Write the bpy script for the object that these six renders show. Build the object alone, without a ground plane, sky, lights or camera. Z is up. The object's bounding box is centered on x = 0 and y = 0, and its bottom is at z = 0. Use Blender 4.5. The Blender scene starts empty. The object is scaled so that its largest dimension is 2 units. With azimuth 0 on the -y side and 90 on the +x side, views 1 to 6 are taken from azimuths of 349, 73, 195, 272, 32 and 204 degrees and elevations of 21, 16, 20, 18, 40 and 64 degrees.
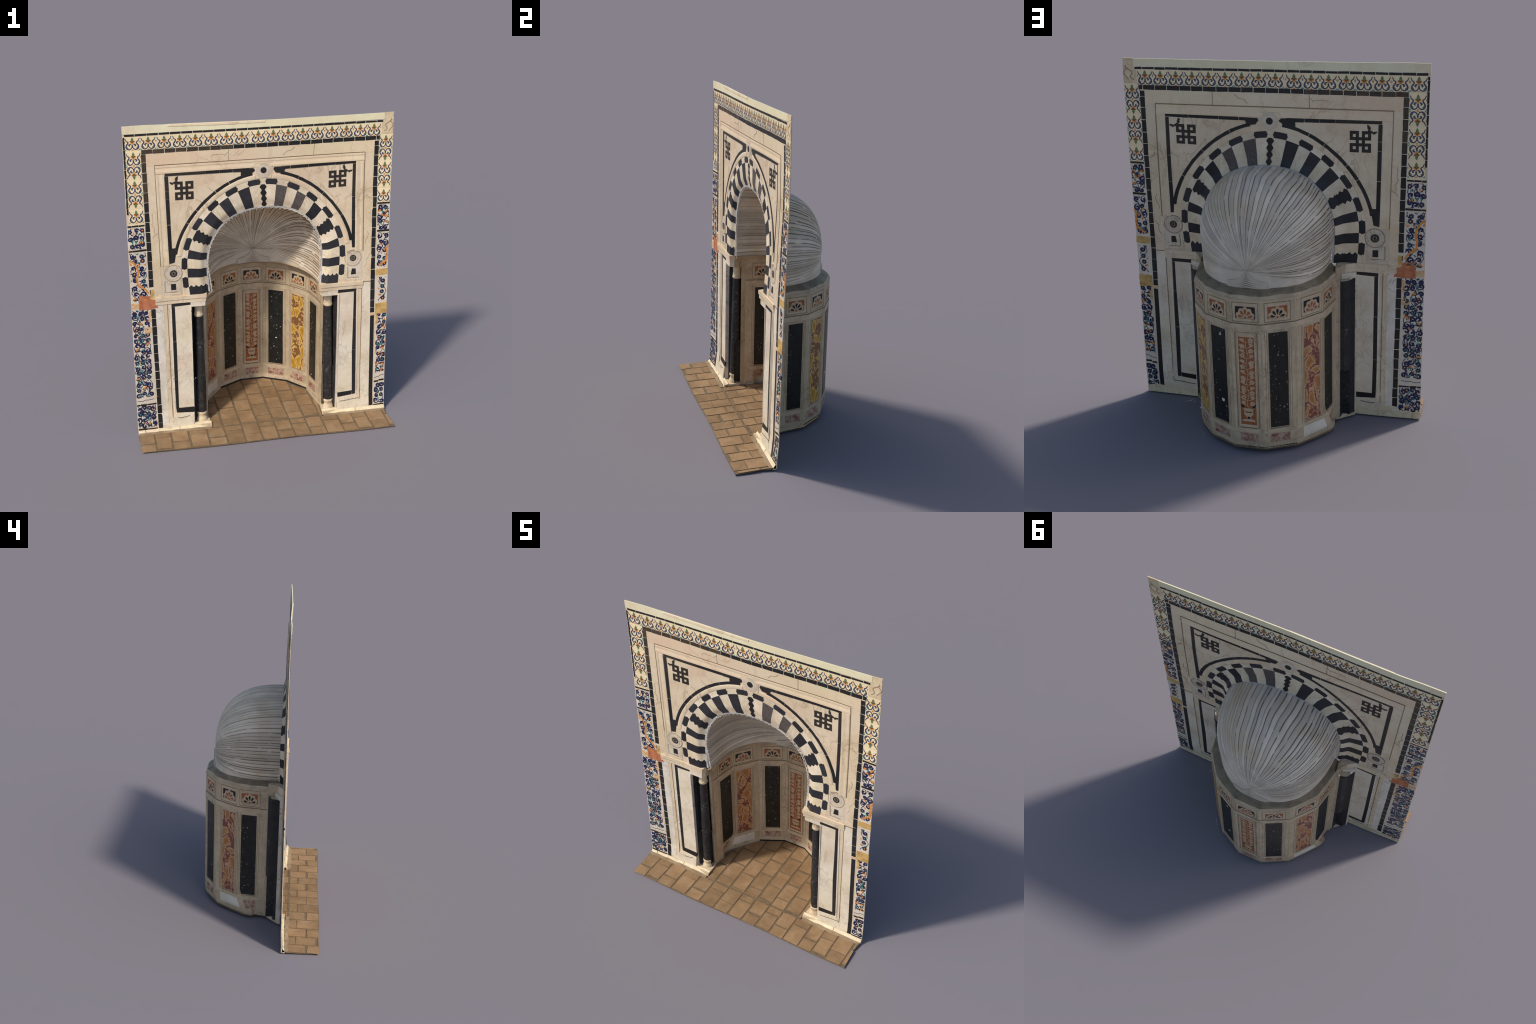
# Marble prayer niche: a thin shell wall with a striped horseshoe arch, a seven sided
# inlaid apse, a pleated shell half dome, two small columns and a brick floor.
import bpy, bmesh, math, random
from mathutils import Vector, Matrix

random.seed(7)
RND = random.Random(11)
pi = math.pi
COL = bpy.context.scene.collection


# ------------------------------------------------------------------ helpers
def lin(r, g, b):
    f = lambda c: c / 12.92 if c <= 0.04045 else ((c + 0.055) / 1.055) ** 2.4
    return (f(r / 255), f(g / 255), f(b / 255), 1.0)


def lerp(a, b, t):
    return a + (b - a) * t


def clamp(x, a=0.0, b=1.0):
    return max(a, min(b, x))


def smooth(t):
    t = clamp(t)
    return t * t * (3 - 2 * t)


root = bpy.data.objects.new("prayer_niche", None)
COL.objects.link(root)
root["label"] = "marble prayer niche with striped horseshoe arch and shell dome"
root["category"] = "prayer niche"


def group(name, parent=root):
    o = bpy.data.objects.new(name, None)
    o.empty_display_size = 0.1
    COL.objects.link(o)
    o.parent = parent
    return o


def make_object(name, verts, faces, mats, parent, idx=None, smooth_shade=False, stuff=False):
    me = bpy.data.meshes.new(name)
    me.from_pydata([tuple(v) for v in verts], [], faces)
    for m in (mats if isinstance(mats, (list, tuple)) else [mats]):
        me.materials.append(m)
    if idx:
        me.polygons.foreach_set("material_index", idx)
    bm = bmesh.new()
    bm.from_mesh(me)
    bmesh.ops.recalc_face_normals(bm, faces=bm.faces)
    bm.to_mesh(me)
    bm.free()
    if smooth_shade:
        me.polygons.foreach_set("use_smooth", [True] * len(me.polygons))
        me.set_sharp_from_angle(angle=math.radians(38))
    me.update()
    o = bpy.data.objects.new(name, me)
    COL.objects.link(o)
    o.parent = parent
    if stuff:
        o["kind"] = "stuff"
    return o


# ------------------------------------------------------------------ materials
class Mat:
    """Small wrapper for building node materials."""

    def __init__(self, name, rough=0.55, spec=0.35):
        self.m = bpy.data.materials.new(name)
        self.m.use_nodes = True
        self.t = self.m.node_tree
        self.b = self.t.nodes["Principled BSDF"]
        self.b.inputs["Roughness"].default_value = rough
        self.b.inputs["Specular IOR Level"].default_value = spec
        self.co = self.n("ShaderNodeTexCoord").outputs["Object"]

    def n(self, kind, **kw):
        x = self.t.nodes.new(kind)
        for k, v in kw.items():
            setattr(x, k, v)
        return x

    def link(self, a, b):
        self.t.links.new(a, b)

    def setin(self, node, key, v):
        if hasattr(v, "is_linked") or hasattr(v, "links"):
            self.link(v, node.inputs[key])
        else:
            node.inputs[key].default_value = v

    def noise(self, scale, detail=4, rough=0.55, dist=0.0, co=None, out="Fac"):
        x = self.n("ShaderNodeTexNoise")
        self.link(co or self.co, x.inputs["Vector"])
        x.inputs["Scale"].default_value = scale
        x.inputs["Detail"].default_value = detail
        x.inputs["Roughness"].default_value = rough
        x.inputs["Distortion"].default_value = dist
        return x.outputs[out]

    def voronoi(self, scale, feature="F1", co=None, rnd=1.0):
        x = self.n("ShaderNodeTexVoronoi", feature=feature)
        self.link(co or self.co, x.inputs["Vector"])
        x.inputs["Scale"].default_value = scale
        x.inputs["Randomness"].default_value = rnd
        return x

    def scaled(self, sx, sy, sz, co=None, loc=(0, 0, 0)):
        x = self.n("ShaderNodeMapping")
        self.link(co or self.co, x.inputs["Vector"])
        x.inputs["Scale"].default_value = (sx, sy, sz)
        x.inputs["Location"].default_value = loc
        return x.outputs[0]

    def distorted(self, scale, amount, co=None):
        c = self.noise(scale, 3, co=co, out="Color")
        s = self.n("ShaderNodeVectorMath", operation="SUBTRACT")
        self.link(c, s.inputs[0])
        s.inputs[1].default_value = (0.5, 0.5, 0.5)
        k = self.n("ShaderNodeVectorMath", operation="SCALE")
        self.link(s.outputs[0], k.inputs[0])
        k.inputs["Scale"].default_value = amount
        a = self.n("ShaderNodeVectorMath", operation="ADD")
        self.link(co or self.co, a.inputs[0])
        self.link(k.outputs[0], a.inputs[1])
        return a.outputs[0]

    def math(self, op, a, b=0.0, c=None):
        x = self.n("ShaderNodeMath", operation=op)
        self.setin(x, 0, a)
        self.setin(x, 1, b)
        if c is not None:
            self.setin(x, 2, c)
        return x.outputs[0]

    def ramp(self, fac, stops, interp="LINEAR"):
        x = self.n("ShaderNodeValToRGB")
        x.color_ramp.interpolation = interp
        e = x.color_ramp.elements
        while len(e) < len(stops):
            e.new(0.5)
        for i, (p, c) in enumerate(stops):
            e[i].position = p
            e[i].color = c if not isinstance(c, (int, float)) else (c, c, c, 1)
        self.link(fac, x.inputs["Fac"])
        return x.outputs["Color"]

    def mix(self, fac, a, b, mode="MIX"):
        x = self.n("ShaderNodeMix", data_type="RGBA", blend_type=mode)
        self.setin(x, 0, fac)
        self.setin(x, 6, a)
        self.setin(x, 7, b)
        return x.outputs[2]

    def vary(self, col, amount):
        """object to object brightness variation"""
        r = self.n("ShaderNodeObjectInfo").outputs["Random"]
        v = self.math("MULTIPLY_ADD", r, amount, 1 - amount / 2)
        return self.mix(1.0, col, v, "MULTIPLY")

    def bump(self, h, strength=0.2, dist=0.004):
        x = self.n("ShaderNodeBump")
        x.inputs["Strength"].default_value = strength
        x.inputs["Distance"].default_value = dist
        self.link(h, x.inputs["Height"])
        self.link(x.outputs[0], self.b.inputs["Normal"])

    def done(self, col):
        self.setin(self.b, "Base Color", col)
        return self.m


def sep(self, col):
    x = self.n("ShaderNodeSeparateColor")
    self.link(col, x.inputs[0])
    return x.outputs[0]


Mat.sep = sep


def marble(name, light, mid, vein, vein_amt=0.5, scale=5.0, vary=0.08, stain=None, rough=0.5):
    m = Mat(name, rough)
    cloud = m.noise(scale, 6, 0.6, 0.8)
    col = m.ramp(cloud, [(0.32, mid), (0.62, light)])
    v = m.noise(scale * 1.1, 5, 0.6, 1.2, co=m.scaled(1.0, 1.0, 0.55, loc=(3.1, 0.7, 1.9)))
    d = m.math("ABSOLUTE", m.math("SUBTRACT", v, 0.5))
    line = m.ramp(d, [(0.0, vein_amt), (0.022, 0.0)])
    patch = m.ramp(m.noise(scale * 0.7, 2, co=m.scaled(1, 1, 1, loc=(9, 2, 5))), [(0.48, 0.0), (0.62, 1.0)])
    col = m.mix(m.mix(1.0, line, patch, "MULTIPLY"), col, vein)
    if stain:
        s = m.ramp(m.noise(9, 5, 0.7, 0.5, co=m.scaled(1, 1, 1, loc=(1.5, 8, 4))), [(0.56, 0.0), (0.75, 0.75)])
        col = m.mix(s, col, stain)
    tone = m.noise(scale * 0.45, 4, 0.6, 0.5, co=m.scaled(1, 1, 1, loc=(5, 3, 8)), out="Color")
    col = m.mix(0.16, col, m.ramp(m.sep(tone), [(0.38, lin(232, 186, 160)), (0.5, lin(250, 244, 232)), (0.62, lin(238, 226, 170))]), "MULTIPLY")
    wear = m.ramp(m.noise(scale * 2.2, 6, 0.7, 0.4, co=m.scaled(1, 1, 0.6, loc=(7, 1, 2))), [(0.58, 0.0), (0.74, 0.4)])
    col = m.mix(wear, col, vein)
    grain = m.noise(70, 3)
    col = m.mix(0.10, col, m.ramp(grain, [(0.3, 0.25), (0.7, 1.0)]), "MULTIPLY")
    col = m.vary(col, vary)
    m.bump(grain, 0.12, 0.002)
    return m.done(col)


def plain(name, c, c2=None, scale=25, rough=0.5, vary=0.15, bump=0.1):
    m = Mat(name, rough)
    n = m.noise(scale, 5, 0.65)
    col = m.ramp(n, [(0.3, c2 or c), (0.7, c)])
    col = m.vary(col, vary)
    m.bump(n, bump, 0.002)
    return m.done(col)


M_MARBLE = marble("warm_cream_marble", lin(240, 219, 188), lin(226, 201, 167), lin(172, 144, 114), 0.6, 4.0, stain=lin(214, 186, 152))
M_MARBLE_TOP = marble("pale_lintel_marble", lin(246, 224, 190), lin(236, 206, 172), lin(194, 162, 128), 0.5, 3.0, stain=lin(236, 230, 186))
M_CORNICE = marble("pale_green_cornice_marble", lin(246, 236, 198), lin(240, 220, 184), lin(206, 184, 148), 0.35, 3.0, stain=lin(232, 234, 192))
M_MARBLE_WHITE = marble("white_marble", lin(242, 228, 205), lin(224, 206, 178), lin(172, 160, 146), 0.55, 7.0, stain=lin(206, 188, 156))
M_MARBLE_STREAK = marble("worn_streaked_marble", lin(240, 230, 214), lin(216, 202, 182), lin(146, 142, 142), 0.9, 8.0, stain=lin(184, 178, 172))
M_MARBLE_GREY = marble("grey_rosette_marble", lin(226, 210, 186), lin(204, 186, 162), lin(150, 136, 118), 0.7, 9.0)
M_APSE = marble("apse_marble", lin(204, 184, 154), lin(180, 160, 130), lin(128, 112, 92), 0.7, 8.0, stain=lin(152, 142, 126))
M_APSE_FRAME = marble("apse_frame_marble", lin(212, 192, 162), lin(190, 168, 138), lin(134, 118, 96), 0.7, 10.0, vary=0.16, stain=lin(164, 154, 138))
M_LEDGE = marble("dark_ledge_stone", lin(146, 130, 104), lin(112, 100, 80), lin(84, 74, 58), 0.6, 12.0)  # browned to offset the blue skylight on this upward slope
M_VOUSS_W = marble("white_voussoir_marble", lin(244, 228, 202), lin(222, 198, 164), lin(186, 156, 116), 0.5, 9.0, vary=0.18)
M_VOUSS_B = plain("black_voussoir_stone", lin(52, 50, 52), lin(38, 37, 40), 40, 0.5, 0.6)
M_VOUSS_G = plain("grey_fossil_voussoir_stone", lin(104, 94, 88), lin(66, 58, 54), 120, 0.55, 0.2)
M_TRIM = plain("black_glazed_trim", lin(44, 41, 40), lin(32, 31, 31), 30, 0.42, 0.5)
M_TRIM_BROWN = plain("brown_black_trim", lin(84, 70, 56), lin(60, 50, 40), 30, 0.45, 0.4)
M_KNOT = plain("dark_knot_inlay", lin(60, 52, 44), lin(46, 40, 34), 30, 0.5, 0.2)
M_LINE = plain("joint_line_mortar", lin(138, 116, 92), lin(108, 90, 70), 60, 0.8, 0.1)
M_GROUT = plain("pale_grout", lin(238, 224, 198), lin(222, 204, 172), 40, 0.8, 0.1)
M_RECESS = plain("painted_recess_shadow", lin(58, 54, 50), lin(30, 28, 28), 14, 0.7, 0.1)  # near-black colour carries the deep shade of the column recess
M_CAPITAL = marble("capital_marble", lin(234, 214, 182), lin(206, 182, 146), lin(132, 110, 84), 0.8, 16.0, stain=lin(160, 136, 104))
M_CURB = marble("curb_marble", lin(240, 222, 186), lin(220, 198, 160), lin(160, 140, 114), 0.5, 14.0, stain=lin(176, 158, 130))




def speckled_black():
    m = Mat("speckled_black_marble", 0.4)
    base = m.ramp(m.noise(30, 4), [(0.3, lin(24, 24, 22)), (0.7, lin(40, 40, 36))])
    fine = m.voronoi(55, co=m.distorted(60, 0.02))
    sel = m.math("GREATER_THAN", m.sep(fine.outputs["Color"]), 0.62)
    f = m.math("MULTIPLY", m.math("LESS_THAN", fine.outputs["Distance"], 0.17), sel)
    big = m.voronoi(16, co=m.distorted(40, 0.035))
    sel2 = m.math("GREATER_THAN", m.sep(big.outputs["Color"]), 0.84)
    g = m.math("MULTIPLY", m.math("LESS_THAN", big.outputs["Distance"], 0.16), sel2)
    col = m.mix(m.math("MULTIPLY", f, 0.75), base, lin(176, 172, 156))
    col = m.mix(g, col, lin(228, 222, 204))
    return m.done(col)


M_SPECK = speckled_black()


def shaft_stone():
    m = Mat("dark_column_stone", 0.45)
    n = m.noise(55, 5, 0.7)
    lo = m.ramp(m.noise(5, 3, co=m.scaled(1, 1, 1, loc=(2, 2, 2))), [(0.42, 0.15), (0.62, 1.0)])
    base = m.ramp(n, [(0.35, lin(34, 32, 32)), (0.58, lin(58, 55, 54)), (0.76, lin(138, 134, 132))])
    col = m.mix(lo, lin(38, 36, 37), base)
    m.bump(n, 0.25, 0.003)
    return m.done(col)


M_SHAFT = shaft_stone()


def breccia(name, matrix, small, rim, core, core2, scale, threshold):
    m = Mat(name, 0.4)
    co = m.distorted(14, 0.05, co=m.scaled(1, 1, 0.72))
    cell = m.voronoi(scale, co=co)
    edge = m.voronoi(scale, "DISTANCE_TO_EDGE", co=co).outputs["Distance"]
    rnd = m.sep(cell.outputs["Color"])
    # crowd of small clasts in the cement
    sco = m.distorted(40, 0.02)
    sm = m.voronoi(scale * 3.2, "DISTANCE_TO_EDGE", co=sco).outputs["Distance"]
    srnd = m.sep(m.voronoi(scale * 3.2, co=sco).outputs["Color"])
    clast = m.math("MULTIPLY", m.math("GREATER_THAN", sm, 0.11), m.math("GREATER_THAN", srnd, 0.42))
    cement = m.mix(clast, matrix, small)
    inside = m.ramp(edge, [(0.10, rim), (0.17, core), (0.4, core2)])
    is_big = m.math("MULTIPLY", m.math("GREATER_THAN", edge, 0.055), m.math("GREATER_THAN", rnd, threshold))
    col = m.mix(is_big, cement, inside)
    col = m.mix(0.25, col, m.ramp(m.noise(50, 4), [(0.3, 0.45), (0.7, 1.0)]), "MULTIPLY")
    return m.done(col)


M_YELLOW = breccia("golden_breccia", lin(138, 94, 58), lin(206, 168, 106), lin(222, 184, 110), lin(202, 150, 54), lin(176, 124, 38), 16, 0.22)
M_RED = breccia("red_orange_breccia", lin(134, 78, 66), lin(188, 138, 106), lin(206, 164, 122), lin(186, 128, 72), lin(172, 108, 62), 17, 0.36)


def red_marble():
    m = Mat("red_veined_marble", 0.45)
    n = m.noise(26, 5, 0.7, 1.5)
    col = m.ramp(n, [(0.36, lin(124, 66, 56)), (0.5, lin(176, 140, 120)), (0.62, lin(196, 170, 146)), (0.72, lin(138, 82, 68))])
    return m.done(m.vary(col, 0.15))


M_REDVEIN = red_marble()
M_ORANGE_INLAY = plain("rust_orange_inlay", lin(172, 104, 64), lin(136, 76, 40), 60, 0.5, 0.1)
M_BLACK_INLAY = plain("black_inlay", lin(36, 35, 38), lin(26, 25, 28), 40, 0.45, 0.1)
M_CREAM_INLAY = plain("cream_inlay", lin(206, 180, 146), lin(180, 154, 122), 60, 0.5, 0.05)
M_RED_INLAY = plain("rose_red_inlay", lin(172, 100, 78), lin(146, 78, 58), 60, 0.5, 0.1)


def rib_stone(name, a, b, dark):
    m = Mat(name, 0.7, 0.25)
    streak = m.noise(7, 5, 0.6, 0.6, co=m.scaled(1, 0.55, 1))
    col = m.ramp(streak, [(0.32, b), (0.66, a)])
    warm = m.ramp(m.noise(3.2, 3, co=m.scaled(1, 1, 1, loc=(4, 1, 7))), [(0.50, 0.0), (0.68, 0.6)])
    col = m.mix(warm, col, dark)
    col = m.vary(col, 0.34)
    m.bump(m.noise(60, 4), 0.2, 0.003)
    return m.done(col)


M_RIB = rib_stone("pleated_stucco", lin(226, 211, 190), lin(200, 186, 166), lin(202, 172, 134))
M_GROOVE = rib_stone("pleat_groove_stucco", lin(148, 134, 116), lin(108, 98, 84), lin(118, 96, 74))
M_STUCCO = plain("rough_white_stucco", lin(216, 212, 206), lin(160, 156, 150), 60, 0.85, 0.1, 0.4)


def terracotta():
    m = Mat("worn_terracotta", 0.75, 0.2)
    n = m.noise(9, 6, 0.65, 0.6)
    col = m.ramp(n, [(0.3, lin(132, 104, 74)), (0.55, lin(153, 123, 89)), (0.75, lin(166, 138, 106))])
    worn = m.ramp(m.noise(34, 5, 0.7), [(0.62, 0.0), (0.78, 0.6)])
    col = m.mix(worn, col, lin(206, 172, 138))
    pit = m.ramp(m.noise(60, 2), [(0.24, 0.7), (0.32, 0.0)])
    col = m.mix(pit, col, lin(112, 82, 56))
    m.bump(m.noise(40, 5, 0.7), 0.5, 0.004)
    return m.done(m.vary(col, 0.26))


M_TERRA = terracotta()
M_FLOORGROUT = plain("grey_brown_floor_grout", lin(128, 108, 82), lin(104, 86, 64), 30, 0.9, 0.0, 0.3)
M_FLOORWHITE = plain("lime_wash_on_floor", lin(166, 144, 114), lin(136, 114, 86), 22, 0.85, 0.0, 0.3)

# glazes
M_GLAZE_C = plain("cream_glaze", lin(252, 232, 192), lin(244, 216, 168), 14, 0.3, 0.10, 0.0)
M_GLAZE_W = plain("white_glaze", lin(232, 218, 198), lin(214, 196, 174), 14, 0.3, 0.06, 0.0)
M_NAVY = plain("navy_glaze", lin(40, 44, 82), lin(30, 32, 60), 40, 0.3, 0.1, 0.0)
M_SLATE = plain("slate_blue_glaze", lin(84, 84, 100), lin(62, 64, 84), 60, 0.3, 0.1, 0.0)
M_TEAL = plain("teal_glaze", lin(92, 154, 140), lin(60, 124, 112), 50, 0.3, 0.1, 0.0)
M_GREEN = plain("olive_green_glaze", lin(130, 146, 92), lin(96, 116, 80), 60, 0.3, 0.1, 0.0)
M_ORANGE = plain("orange_glaze", lin(228, 152, 74), lin(212, 130, 56), 50, 0.3, 0.1, 0.0)
M_BROWN = plain("brown_glaze", lin(112, 74, 54), lin(84, 54, 42), 50, 0.3, 0.1, 0.0)
M_PATCH_R = plain("terracotta_repair", lin(206, 132, 92), lin(166, 92, 58), 34, 0.75, 0.0, 0.4)
M_PATCH_Y = plain("ochre_repair", lin(222, 186, 118), lin(176, 130, 70), 34, 0.75, 0.0, 0.4)
M_PATCH_P = plain("peach_repair", lin(232, 196, 152), lin(204, 152, 100), 34, 0.75, 0.0, 0.4)
M_PATCH_T = plain("brown_smeared_repair", lin(236, 218, 178), lin(204, 172, 136), 22, 0.7, 0.0, 0.3)


M_SEAM = plain("shallow_seam", lin(158, 136, 106), lin(128, 108, 82), 60, 0.8, 0.1)
M_SMEAR = plain("smeared_brown_glaze", lin(176, 146, 116), lin(150, 122, 98), 22, 0.5, 0.0, 0.1)


# ------------------------------------------------------------------ wall surface
WX = (-0.82, -0.55, 0.0, 0.50, 0.82)
WZ = (0.03, 0.15, 0.88, 1.12, 1.50, 1.70, 1.86, 2.0)
WY = ((-0.158, -0.148, -0.146, -0.150, -0.154),      # depth of the bowed wall at these heights
      (-0.150, -0.132, -0.134, -0.140, -0.142),
      (-0.143, -0.128, -0.126, -0.132, -0.131),
      (-0.141, -0.126, -0.116, -0.120, -0.124),
      (-0.137, -0.125, -0.112, -0.104, -0.115),
      (-0.135, -0.125, -0.116, -0.107, -0.113),
      (-0.135, -0.127, -0.130, -0.116, -0.114),
      (-0.138, -0.130, -0.131, -0.122, -0.114))


def yw(x, z):
    """y of the middle of the thin wall; it leans and bows a little."""
    i = max(k for k in range(len(WX) - 1) if WX[k] <= x or k == 0)
    j = max(k for k in range(len(WZ) - 1) if WZ[k] <= z or k == 0)
    u, v = clamp((x - WX[i]) / (WX[i + 1] - WX[i])), clamp((z - WZ[j]) / (WZ[j + 1] - WZ[j]))
    u, v = lerp(u, smooth(u), 0.5), lerp(v, smooth(v), 0.5)
    return lerp(lerp(WY[j][i], WY[j][i + 1], u), lerp(WY[j + 1][i], WY[j + 1][i + 1], u), v)


THIN = 0.6


def wall_map(u, v, off):
    return (u, yw(u, v) + off * THIN, v)


def triangulated(poly, cuts_u=(), cuts_v=()):
    """flat polygon -> verts, faces, boundary edges (cut into strips so that it can bend)"""
    bm = bmesh.new()
    vs = [bm.verts.new((p[0], p[1], 0)) for p in poly]
    bm.faces.new(vs).normal_update()
    if len(poly) > 4:
        bmesh.ops.triangulate(bm, faces=bm.faces[:])
    for c in cuts_u:
        bmesh.ops.bisect_plane(bm, geom=bm.verts[:] + bm.edges[:] + bm.faces[:], plane_co=(c, 0, 0), plane_no=(1, 0, 0), dist=1e-6)
    for c in cuts_v:
        bmesh.ops.bisect_plane(bm, geom=bm.verts[:] + bm.edges[:] + bm.faces[:], plane_co=(0, c, 0), plane_no=(0, 1, 0), dist=1e-6)
    bm.verts.index_update()
    v = [(x.co.x, x.co.y) for x in bm.verts]
    f = [[x.index for x in fc.verts] for fc in bm.faces]
    e = [(a.verts[0].index, a.verts[1].index) for a in bm.edges if len(a.link_faces) == 1]
    bm.free()
    return v, f, e


class Build:
    """collects prisms (pieces with front, back and edge) into one mesh"""

    def __init__(self, mapping=wall_map):
        self.v, self.f, self.i, self.mats = [], [], [], []
        self.map = mapping
        self.k = 0

    def mat(self, m):
        if m not in self.mats:
            self.mats.append(m)
        return self.mats.index(m)

    def prism(self, poly, tf, tb, mat, cuts_u=(), cuts_v=()):
        mi = self.mat(mat)
        v, f, e = triangulated(poly, cuts_u, cuts_v)
        n, b = len(v), len(self.v)
        self.v += [self.map(a, c, -tf) for a, c in v] + [self.map(a, c, tb) for a, c in v]
        fs = [[b + q for q in x] for x in f] + [[b + n + q for q in reversed(x)] for x in f] + [[b + x, b + y, b + n + y, b + n + x] for x, y in e]
        self.f += fs
        self.i += [mi] * len(fs)

    def ribbon(self, pts, width, t, mat, closed=False):
        """a painted or inlaid stroke; width may be a function of 0..1"""
        self.k += 1
        t = t + (self.k % 23) * 0.00003
        mi, n, b = self.mat(mat), len(pts), len(self.v)
        wf = width if callable(width) else (lambda s: width)
        for j, (x, y) in enumerate(pts):
            if closed:
                a, c = pts[(j - 1) % n], pts[(j + 1) % n]
            else:
                a, c = pts[max(j - 1, 0)], pts[min(j + 1, n - 1)]
            dx, dy = c[0] - a[0], c[1] - a[1]
            l = math.hypot(dx, dy) or 1
            nx, ny, w = -dy / l, dx / l, wf(j / (n - 1)) / 2
            for s in (1, -1):
                self.v.append(self.map(x + nx * w * s, y + ny * w * s, -t))
            for s in (1, -1):
                self.v.append(self.map(x + nx * w * s, y + ny * w * s, t))
        fs = []
        for j in range(n if closed else n - 1):
            p, q = b + 4 * j, b + 4 * ((j + 1) % n)
            fs += [[p, q, q + 1, p + 1], [p + 2, p + 3, q + 3, q + 2], [p, p + 2, q + 2, q], [p + 1, q + 1, q + 3, p + 3]]
        if not closed:
            q = b + 4 * (n - 1)
            fs += [[b, b + 1, b + 3, b + 2], [q, q + 2, q + 3, q + 1]]
        self.f += fs
        self.i += [mi] * len(fs)

    def blob(self, poly, t, mat):
        self.k += 1
        t = t + (self.k % 23) * 0.00003
        self.prism(poly, t, t, mat)

    def obj(self, name, parent, stuff=False, smooth_shade=False):
        return make_object(name, self.v, self.f, self.mats, parent, self.i, smooth_shade, stuff)


XCUTS = [i * 0.09 for i in range(-9, 10)]
ZCUTS = [0.09, 0.15, 0.33, 0.51, 0.70, 0.88, 1.0, 1.12, 1.25, 1.375, 1.50, 1.60, 1.70, 1.78, 1.86, 1.93]


def piece(name, poly, tf, tb, mat, parent, mapping=wall_map, cuts=True):
    b = Build(mapping)
    us = [p[0] for p in poly]
    cu = [c for c in XCUTS if min(us) + 0.004 < c < max(us) - 0.004] if cuts else ()
    vs = [p[1] for p in poly]
    cv = [c for c in ZCUTS if min(vs) + 0.006 < c < max(vs) - 0.006] if cuts else ()
    b.prism(poly, tf, tb, mat, cu, cv)
    return b.obj(name, parent)


def rect(x0, z0, x1, z1):
    return [(x0, z0), (x1, z0), (x1, z1), (x0, z1)]


def ragged(poly, step=0.008, amt=0.0022):
    out = []
    for (ax, az), (bx, bz) in zip(poly, poly[1:] + poly[:1]):
        n = max(1, int(math.hypot(bx - ax, bz - az) / step))
        out += [(lerp(ax, bx, k / n) + RND.uniform(-amt, amt), lerp(az, bz, k / n) + RND.uniform(-amt, amt)) for k in range(n)]
    return out


def crack(pts, depth=3):
    for d in range(depth):
        new = []
        for (ax, az), (bx, bz) in zip(pts[:-1], pts[1:]):
            l = math.hypot(bx - ax, bz - az)
            new += [(ax, az), ((ax + bx) / 2 + RND.uniform(-.18, .18) * l, (az + bz) / 2 + RND.uniform(-.18, .18) * l)]
        pts = new + [pts[-1]]
    return pts


def disc(cx, cz, r, n=28, a0=0.0):
    return [(cx + r * math.cos(a0 + 2 * pi * i / n), cz + r * math.sin(a0 + 2 * pi * i / n)) for i in range(n)]


def wobble(poly, amt):
    return [(x + RND.uniform(-amt, amt), y + RND.uniform(-amt, amt)) for x, y in poly]


# ------------------------------------------------------------------ arch curve
def mouth_shape(deg, top):
    """the inner edge is a squarish circle: fuller at the right shoulder, flatter at the crown"""
    t = math.radians(clamp(deg, 0, 180))
    return 1 + (0.030 if deg < 90 else 0.014) * math.sin(2 * t) ** 2 - top * math.sin(t) ** 6


def ring(rho, deg):
    """slightly pointed horseshoe; rho 0.362 is the joint with the dome"""
    w = clamp((rho - 0.362) / 0.1)
    cx, cz = lerp(0.025, 0.017, w), lerp(1.107, 1.122, w)
    if 0 <= deg <= 180:
        f = lerp(mouth_shape(deg, 0.038), 1 + 0.016 * math.cos(math.radians(4 * deg)), w)
        a = math.radians(deg)
        return cx + rho * f * math.cos(a), cz + rho * f * math.sin(a)
    # below the centre the sides drop almost straight to the impost
    d = clamp(-deg if deg < 0 else deg - 180, 0, 23)
    f = 1 + w * 0.016
    x = rho * f * math.cos(math.radians(d * 0.55))
    return cx + (x if deg < 0 else -x), cz - (cz - 0.929) * d / 22.5


RHO_JOINT, RHO_FACE, RHO_VOUSS, RHO_CHECK = 0.362, 0.405, 0.470, 0.503


def soffit(rho, deg):
    return lerp(0.010, 0.026, math.cos(math.radians(deg)) ** 2) * smooth((RHO_FACE - rho) / (RHO_FACE - RHO_JOINT))


def arch_map(rho, deg, off):
    x, z = ring(rho, deg)
    return (x, yw(x, z) + soffit(rho, deg) + off * THIN, z)


# ------------------------------------------------------------------ base wall
wall = group("wall")
arch_pts = [ring(0.474, d) for d in range(-20, 201, 4)]
outline = [(0.818, 0.010), (0.810, 1.0), (0.810, 1.955), (-0.811, 1.955), (-0.812, 1.0), (-0.811, 0.010),
           (-0.446, 0.010), (-0.446, 0.86)]
outline += [(-0.446, 0.935)] + [ring(0.474, d) for d in range(200, -21, -4)] + [(0.482, 0.935), (0.484, 0.86), (0.496, 0.010)]
piece("facing_slab", outline, 0.003, 0.003, M_MARBLE, wall)

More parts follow.
